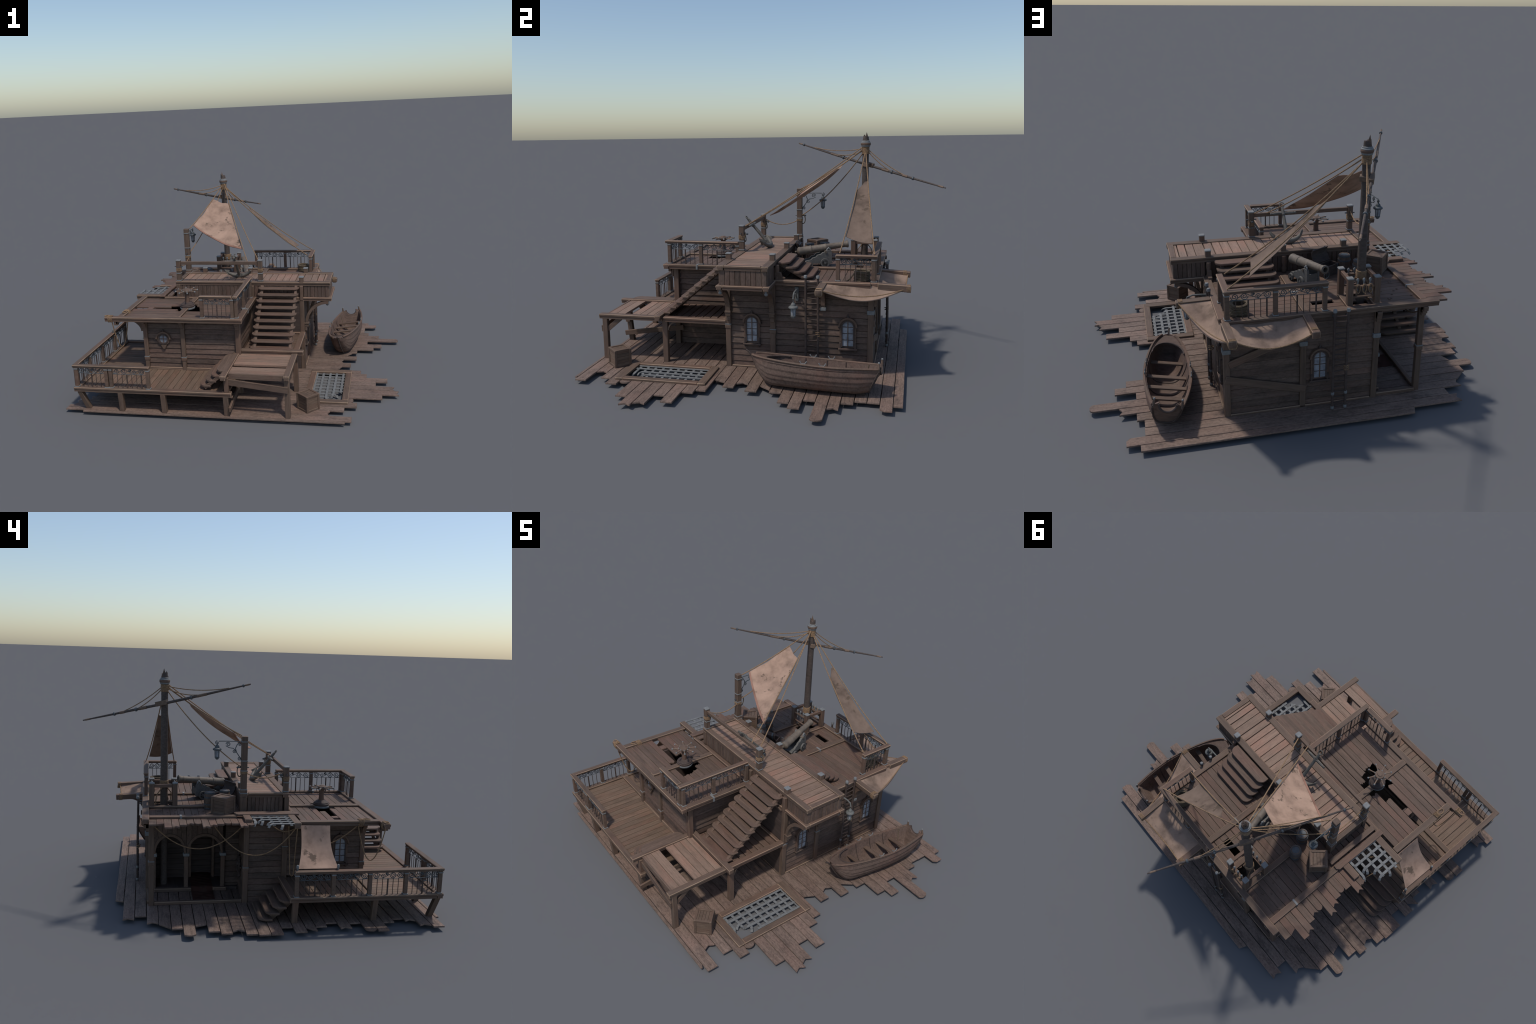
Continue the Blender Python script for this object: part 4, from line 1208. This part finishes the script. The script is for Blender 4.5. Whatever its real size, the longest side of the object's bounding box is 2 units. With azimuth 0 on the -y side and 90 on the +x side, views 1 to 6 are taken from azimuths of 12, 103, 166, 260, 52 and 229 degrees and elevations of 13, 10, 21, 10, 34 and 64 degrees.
lantern(.503, .203, .384, T, 1.03)
g = G()
g.tube([(.385, .200, .470), (.43, .201, .474), (.47, .202, .476), (.497, .203, .468), (.504, .203, .448)], .0045, 7)
g.tube([(.385, .200, .425), (.40, .200, .44), (.42, .2, .462), (.428, .2, .472)], .0035, 7)
g.tube(spiral((.412, .2, .455), .012, 1.2, 0, V((1, 0, 0)), Zv, 16, 1), .003, 6)
g.box((.378, .190, .41), (.388, .211, .485), c=.002)
mk("scroll_bracket", g, LAMP, T)

# ================================================================== loose things
# ---------------------------------------------------------------- rowing boat
boat = empty("rowing_boat", "weathered wooden rowing boat with notched stern", "boat")
BL = .655
def hw(s):   # half width at gunwale, s from bow 0 to stern 1
    return .112 * (math.sin(math.pi * min(1, s ** .62 * .60 + .0)) ** .75) * (1 if s < .5 else 1 - .40 * ((s - .5) / .5) ** 1.8) if s > 0 else .0
def sheer(s): return .128 + .020 * (1 - s) ** 3 + .006 * max(0, s - .7) / .3
def keel(s): return .135 * max(0, 1 - s / .20) ** 2.1 + .012 * max(0, s - .85) / .15
BM = M.Translation((.639, .325, ZB + .004)) @ M.Rotation(-math.atan2(.056, .66), 4, 'Z') @ M.Rotation(math.radians(-9.5), 4, 'Y')
def hull_pt(s, a, inset=0.):
    """a from -1 (one gunwale) over keel 0 to 1"""
    w = max(.0, hw(s) - inset); z0 = keel(s) + inset; z1 = sheer(s)
    t = abs(a); k = math.sin(t * math.pi / 2) ** .62; zz = 1 - math.cos(t * math.pi / 2) ** 1.15 if t < 1 else 1.
    flare = w * k
    y = (s - .5) * BL + (.008 * (1 - zz) * max(0, 1 - s / .22) if s < .22 else 0) - (.055 * (1 - zz) * max(0, (s - .82) / .18))
    if inset == 0 and .08 < t < 1: flare += .0038 * (1 - (t * 6.5) % 1) * min(1, s / .15) * min(1, w / .03)   # lapped strakes
    return V((math.copysign(flare, a) if a else 0, y, z0 + (z1 - z0) * zz))
def hull(inset, S=40, A=78):
    return [[hull_pt(.002 + .998 * i / S, -1 + 2 * j / A, inset) for j in range(A + 1)] for i in range(S + 1)]
ho, hi_ = hull(0), hull(.007)
g = G(); S, A = 40, 78; W_ = A + 1
vs = [p for r in ho for p in r] + [p for r in hi_ for p in r]; n = len(ho) * W_; fs = []
for i in range(S):
    for j in range(A):
        q = (i * W_ + j, i * W_ + j + 1, (i + 1) * W_ + j + 1, (i + 1) * W_ + j)
        fs.append(tuple(reversed(q))); fs.append(tuple(n + k for k in q))
for i in range(S):
    for j in (0, A): 
        a, b = i * W_ + j, (i + 1) * W_ + j
        fs.append((a, b, n + b, n + a) if j == 0 else (b, a, n + a, n + b))
g.add(vs, fs); mk("hull", g, W_BOAT, boat, BM)
# transom with a scooped top
se = 1.0
pts = [hull_pt(se, -1 + 2 * j / 24) for j in range(25)]
topz = sheer(1); wst = hw(1); notch = [V((wst * .62 * math.cos(math.pi * k / 10), pts[-1].y, topz + .010 - .040 * math.sin(math.pi * k / 10))) for k in range(11)]
loop = pts + [V((wst * .62, pts[-1].y, topz + .014))] + notch + [V((-wst * .62, pts[-1].y, topz + .014))]
gt = G(); nl = len(loop)
gt.add([p + V((0, .004, 0)) for p in loop] + [p - V((0, .006, 0)) for p in loop], [tuple(range(nl)), tuple(range(2 * nl - 1, nl - 1, -1))] + [(i, nl + i, nl + (i + 1) % nl, (i + 1) % nl) for i in range(nl)])
mk("transom", gt, W_BOAT, boat, BM)
mk("transom_trim", G().tube([p + V((0, .005, 0)) for p in notch], .005, 6).tube([p * 1. + V((0, .006, .002)) for p in pts], .0045, 6), W_DARK, boat, BM)
for sx in (-1, 1):
    mk("gunwale", G().tube([hull_pt(i / 40, sx * .9999) + V((sx * .001, 0, .002)) for i in range(1, 41)], .0065, 6), W_BEAM, boat, BM)
    mk("stern_horn", G().tube([V((sx * wst * .97, pts[-1].y, topz - .01)), V((sx * wst * .97, pts[-1].y, topz + .016)), V((sx * wst * .95, pts[-1].y, topz + .030))], lambda t: .0075 - .003 * t, 8), W_BEAM, boat, BM)
    mk("stern_cap", G().ball((sx * wst * .95, pts[-1].y, topz + .032), .0055, 8), STEEL, boat, BM)
    mk("rib", G().tube([hull_pt(.90, sx * t, .007) for t in (.2, .4, .6, .8, .98)], .003, 5), ROPED, boat, BM)
    for s in (.455, .60):
        c = hull_pt(s, sx * .9999)
        gg = G()
        for d in (-.010, .010):
            gg.tube([c + V((0, d, -.006)), c + V((0, d, .010)), c + V((0, d * 1.5, .016))], .0026, 6)
            gg.ball(c + V((0, d * 1.6, .018)), .0034, 6)
        gg.tube([c + V((0, -.012, .007)), c + V((0, .012, .007))], .0026, 6)
        mk("rowlock", gg, STEEL, boat, BM)
mk("stem", G().tube([V((0, -.5 * BL - .030, sheer(0) + .018)), V((0, -.5 * BL - .014, sheer(0) + .010))] + [hull_pt(k / 60, 0) + V((0, -.003, -.002)) for k in range(0, 16)], .005, 6), W_DARK, boat, BM)
mk("keel", G().box((-.005, -.2, -.004), (.005, .26, .006), c=.001), W_DARK, boat, BM)
# bow deck
nb = 28; gd = G(); outer = []; inner = []
for k in range(nb + 1):
    u = -1 + 2 * k / nb
    p = hull_pt(.015 + .275 * abs(u) ** 1.2, (1 if u >= 0 else -1) * .985) + V((0, 0, -.002)); outer.append(p)
    a_ = u * math.pi / 2; wI = hw(.29) * .86
    inner.append(V((wI * math.sin(a_), (.285 - .5) * BL - .105 * math.cos(a_), sheer(.2) - .003)))
gd.loft([[o, q, q - V((0, 0, .006)), o - V((0, 0, .006))] for o, q in zip(outer, inner)])
mk("deck_rim", G().tube([q + V((0, 0, .001)) for q in inner], .004, 6), W_DARK, boat, BM)
mk("bow_deck", gd, W_BOAT, boat, BM)
for s in (.30, .51, .655, .796):
    z = .083
    tt = 0
    while hull_pt(s, tt, .007).z < z and tt < 1: tt += .02
    w = hull_pt(s, tt, .007).x
    y = (s - .5) * BL
    mk("thwart", G().box((-w, y - .013, z - .004), (w, y + .013, z + .004), c=.0012, mi=0, me=1), [W_BEAM, W_EDGE], boat, BM)
for s in (.40, .57, .72):
    mk("rib", G().tube([hull_pt(s, -1 + 2 * k / 20, .0075) for k in range(21)], .0032, 5), W_DARK, boat, BM)

# ---------------------------------------------------------------- crates
def crate(c, size, z0, ang, h=None):
    h = h or size
    cr = empty("crate", "wooden plank crate with framed edges", "crate")
    F = M.Translation((c[0], c[1], z0)) @ M.Rotation(ang, 4, 'Z')
    a = size / 2; f = size * .13
    inset = .004
    nb = 5
    for side in range(4):
        R = F @ M.Rotation(side * math.pi / 2, 4, 'Z')
        for k in range(nb):
            zz0 = .006 + (h - .012) * k / nb; zz1 = .006 + (h - .012) * (k + 1) / nb - .0006
            mk("board", G().box((-a + .004, -a + inset, zz0), (a - .004, -a + inset + .005, zz1), c=.0008), W_CRATE, cr, R)
        mk("frame_strip", G().box((-a, -a, 0), (-a + f, -a + f * .6, h), c=.0015, mi=0, me=1), [W_BEAM, W_EDGE], cr, R)
        mk("frame_strip", G().box((a - f, -a - .0004, .0005), (a + .0004, -a + f * .6, h - .0005), c=.0015, mi=0, me=1), [W_BEAM, W_EDGE], cr, R)
        for zz in (0, h - f):
            mk("frame_strip", G().box((-a + f, -a + .0008, zz), (a - f, -a + .008, zz + f), c=.0015, mi=0, me=1), [W_BEAM, W_EDGE], cr, R)
        mk("frame_strip", G().box((-a + f * .6, -a + .0005, h - .005), (a - f * .6, -a + f, h + .0006), c=.0012, mi=0, me=1), [W_BEAM, W_EDGE], cr, R)
    for k in range(nb):
        x0 = -a + .006 + (size - .012) * k / nb
        mk("board", G().box((x0, -a + .006, h - .010), (x0 + (size - .012) / nb - .0006, a - .006, h - .004), c=.0008), W_CRATE, cr, F)
        mk("board", G().box((x0, -a + .006, .001), (x0 + (size - .012) / nb - .0012, a - .006, .005), c=.0008), W_CRATE, cr, F)
    return cr
crate((.471, -.781), .096, ZB + .0005, math.atan2(.071, .068), .098)
crate((-.484, .185), .098, .5085, math.atan2(.077, .064), .099)

# ---------------------------------------------------------------- barrels
def barrel(x, y, z0, h=.098, r=.033):
    b = empty("barrel", "small wooden barrel with iron hoops", "barrel")
    R = lambda t: r * (.80 + .20 * math.sin(math.pi * t))
    ns = 14
    for k in range(ns):
        rings = []
        a0, a1 = 2 * math.pi * k / ns + .012, 2 * math.pi * (k + 1) / ns - .012
        for i in range(9):
            t = i / 8; q = R(t); z = z0 + h * t
            rings.append([V((x + q_ * math.cos(a), y + q_ * math.sin(a), z)) for q_, a in ((q, a0), (q, (a0 + a1) / 2), (q, a1), (q - .005, a1), (q - .005, a0))])
        mk("stave", G().loft(rings), W_CRATE, b)
    mk("barrel_head", G().lathe([(.001, z0 + .004), (R(0) - .004, z0 + .004), (R(1) - .004, z0 + h - .005), (.001, z0 + h - .005)], 24, M.Translation((x, y, 0))), W_LIGHT if y < .2 else W_BEAM, b)
    for t in (.06, .3, .70, .94):
        q = R(t) + .0004
        mk("hoop", G().lathe([(q - .001, z0 + h * t - .004), (q + .0012, z0 + h * t - .0035), (q + .0012, z0 + h * t + .0035), (q - .001, z0 + h * t + .004)], 28, M.Translation((x, y, 0))), IRON, b)
barrel(-.320, .158, .5085); barrel(-.368, .248, .5085)

# ---------------------------------------------------------------- cannon
can = empty("cannon", "old ship cannon on grey wheeled carriage", "cannon")
P0, P1 = V((-.048, .128, .597)), V((-.137, .416, .637)); dc = (P1 - P0)
F = frame(P0, dc) @ M.Rotation(math.pi / 2, 4, 'Y')
L = dc.length
mk("barrel_tube", G().lathe([(.004, -.014), (.007, -.010), (.004, -.002), (.012, .0), (.020, .004), (.0255, .010), (.0255, .018), (.0235, .021), (.0235, .075), (.0248, .077), (.0248, .083), (.022, .086), (.0205, .165), (.0218, .167), (.0218, .173), (.0195, .176), (.0165, L - .035), (.0178, L - .032), (.0165, L - .028), (.0180, L - .015), (.0215, L - .008), (.0215, L - .002), (.019, L), (.0125, L), (.0125, L - .05), (.001, L - .05)], 24, F), BRONZE, can)
hd = V((dc.x, dc.y, 0)).normalized(); sd = V((hd.y, -hd.x, 0))
c0 = V((P0.x, P0.y, .5085)) + hd * .045
CF = M(((hd.x, sd.x, 0, c0.x), (hd.y, sd.y, 0, c0.y), (0, 0, 1, c0.z), (0, 0, 0, 1)))
sil = [(0, .022), (.14, .018), (.155, .022), (.155, .088), (.148, .098), (.128, .100), (.118, .094), (.112, .088), (.098, .085), (.090, .076), (.068, .071), (.060, .060), (.040, .055), (.030, .044), (.008, .040), (-.004, .032)]
for s in (-1, 1):
    m = CF @ M(((1, 0, 0, 0), (0, 0, 1, s * .030 - .006), (0, 1, 0, 0), (0, 0, 0, 1)))
    mk("carriage_cheek", G().prism(sil, 0, .012, m, .0015), W_GREY, can)
    for x, r in ((.112, .026), (.022, .019)):
        w = CF @ M.Translation((x, s * .045, r)) @ M.Rotation(math.pi / 2, 4, 'X')
        gg = G().lathe([(r * .72, -.005), (r, -.005), (r, .005), (r * .72, .005), (r * .72, -.005)], 20, w)
        for k in range(6):
            a = k * math.pi / 3
            gg.tube([w @ V((0, 0, 0)), w @ V((r * .75 * math.cos(a), r * .75 * math.sin(a), 0))], .0028, 5)
        gg.lathe([(.0005, -.008), (.006, -.008), (.006, .008), (.0005, .008)], 10, w)
        mk("wheel", gg, W_GREY, can)
    mk("trunnion_cap", G().tube([CF @ V((.135 + .010 * math.cos(a * math.pi / 8), s * .030, .098 + .010 * math.sin(a * math.pi / 8))) for a in range(9)], .0045, 6).ball(CF @ V((.135, s * .030, .110)), .006, 8), STEEL, can)
mk("axle", G().box((.105, -.05, .022), (.119, .05, .034), CF, .001).box((.016, -.05, .014), (.028, .05, .026), CF, .001).box((.0, -.026, .028), (.150, .026, .036), CF, .001).box((.146, -.026, .03), (.153, .026, .07), CF, .001), W_GREY, can)
mk("trunnion", G().tube([CF @ V((.118, -.04, .088)), CF @ V((.118, .04, .088))], .007, 10), BRONZE, can)

# ---------------------------------------------------------------- open chest
ch = empty("chest", "open dark wooden chest with iron straps", "chest")
F = M.Translation((-.228, .164, .5085)) @ M.Rotation(math.radians(29), 4, 'Z')
for nm, a, b in (("chest_side", (-.055, -.033, 0), (.055, -.026, .055)), ("chest_side", (-.055, .026, 0), (.055, .033, .055)), ("chest_side", (-.055, -.026, 0), (-.048, .026, .055)), ("chest_side", (.048, -.026, 0), (.055, .026, .055)), ("chest_floor", (-.048, -.026, .002), (.048, .026, .03))):
    mk(nm, G().box(a, b, F, .0015), W_DARK, ch)
lid = [[(x, -.033 + .0, .055), (x, -.033 - .012, .060), (x, -.062, .085), (x, -.066, .110), (x, -.056, .125), (x, -.050, .124), (x, -.058, .109), (x, -.055, .088), (x, -.040, .066), (x, -.030, .058)] for x in (-.055, .055)]
mk("lid", G().loft(lid, F), W_DARK, ch)
for x in (-.04, .04):
    mk("iron_strap", G().box((x - .005, .0325, 0), (x + .005, .0345, .0555), F, .0006).box((x - .005, -.0345, 0), (x + .005, -.0325, .0555), F, .0006).loft([[(x + q, p[1] * 1.02 - .0005, p[2] + .0005) for p in lid[0][:5]] + [(x + q, p[1] * 1.03 - .002, p[2] + .002) for p in reversed(lid[0][:5])] for q in (-.005, .005)], F), IRON, ch)
mk("iron_ring", G().tube([F @ V((.057 + .018 * math.cos(a * math.pi / 10), .050, .022 + .018 * math.sin(a * math.pi / 10))) for a in range(20)], .0025, 6, closed=True), IRON, ch)

# ---------------------------------------------------------------- anchor
an = empty("anchor", "rusty iron anchor leaning on a handrail", "anchor")
A0, A1 = V((-.070, -.040, .628)), V((-.070, -.172, .782)); dn = (A1 - A0).normalized(); X = V((1, 0, 0)); nrm = X.cross(dn)
LA = (A1 - A0).length
mk("shank", G().tube([A0 + dn * (LA * t) for t in (0, .3, .6, .9, 1.)], lambda t: .0115 - .004 * t, 8), ANCH, an)
arm = []
for i in range(21):
    t = -1 + 2 * i / 20; arm.append(A0 + X * (.088 * math.sin(t * 1.35) / math.sin(1.35)) + dn * (.075 * (1 - math.cos(t * 1.35)) ))
mk("arms", G().tube(arm, lambda t: .0055 + .0105 * (1 - abs(2 * t - 1)), 10), ANCH, an)
for s, k in ((1, 20), (-1, 0)):
    tip = arm[k]; td = (arm[k] - arm[k - 2 if k else 2]).normalized()
    side = nrm; inn = (-X * s)
    base = tip - td * .032
    vs = [tip + td * .012, base + side * .024 + inn * .008, base - side * .024 + inn * .008, base - td * .006 + inn * .002, tip + inn * .003, base - inn * .004]
    mk("fluke", G().add(vs, [(0, 1, 4), (0, 4, 2), (1, 3, 4), (4, 3, 2), (0, 5, 1), (0, 2, 5), (1, 5, 3), (2, 3, 5)]), ANCH, an, smooth=False)
c = A0 + dn * (LA * .80)
mk("stock", G().tube([c - X * .066, c - X * .05, c, c + X * .05, c + X * .066], lambda t: .0055 + .004 * (1 - abs(2 * t - 1)), 8).ball(c - X * .066, .0075, 8).ball(c + X * .066, .0075, 8).tube([c - dn * .01, c + dn * .012], .012, 8), ANCH, an)
mk("ring", G().tube([A1 + dn * .010 + dn * (.013 * math.cos(a * math.pi / 9)) + X * (.013 * math.sin(a * math.pi / 9)) for a in range(18)], .003, 6, closed=True), ANCH, an)

# ---------------------------------------------------------------- coil of rope
co = empty("rope_coil", "thick coil of dark hemp rope on deck", "rope")
rk = random.Random(11); g = G()
for k in range(8):
    for rr in (.040, .033) if k % 2 == 0 else (.0395, .0335):
        z = .5125 + k * .0072; ph = rk.random() * 6
        g.tube([V((.298 + rk.uniform(-.001, .001) + (rr + .0012 * math.sin(3 * a * math.pi / 12 + ph)) * math.cos(a * math.pi / 12), .533 + (rr + .0012 * math.cos(2 * a * math.pi / 12 + ph)) * math.sin(a * math.pi / 12), z + .001 * math.sin(a * .5 + ph))) for a in range(24)], .004, 6, closed=True)
mk("rope_turns", g, ROPED, co)
mk("rope_end", G().tube([(.335, .51, .565), (.345, .49, .55), (.342, .475, .53), (.33, .46, .513), (.31, .45, .512)], .0035, 6), ROPED, co)

# keep the hierarchy to thing > part > sub-part
def depth(o):
    d = 0
    while o.parent: o = o.parent; d += 1
    return d
for o in [o for o in bpy.data.objects if depth(o) > 2]:
    p = o.parent
    o.matrix_basis = p.matrix_basis @ o.matrix_basis
    o.parent = p.parent

# stand each loose thing's empty at the middle of its own base
bpy.context.view_layer.update()
for e in [o for o in bpy.data.objects if o.parent is None and o.type == "EMPTY" and o is not T]:
    pts = [c.matrix_world @ v.co for c in e.children_recursive if c.type == "MESH" for v in c.data.vertices]
    lo = [min(p[i] for p in pts) for i in range(3)]; hi = [max(p[i] for p in pts) for i in range(3)]
    base = V(((lo[0] + hi[0]) / 2, (lo[1] + hi[1]) / 2, lo[2]))
    for c in e.children: c.matrix_basis = M.Translation(-base) @ c.matrix_basis
    e.location = base
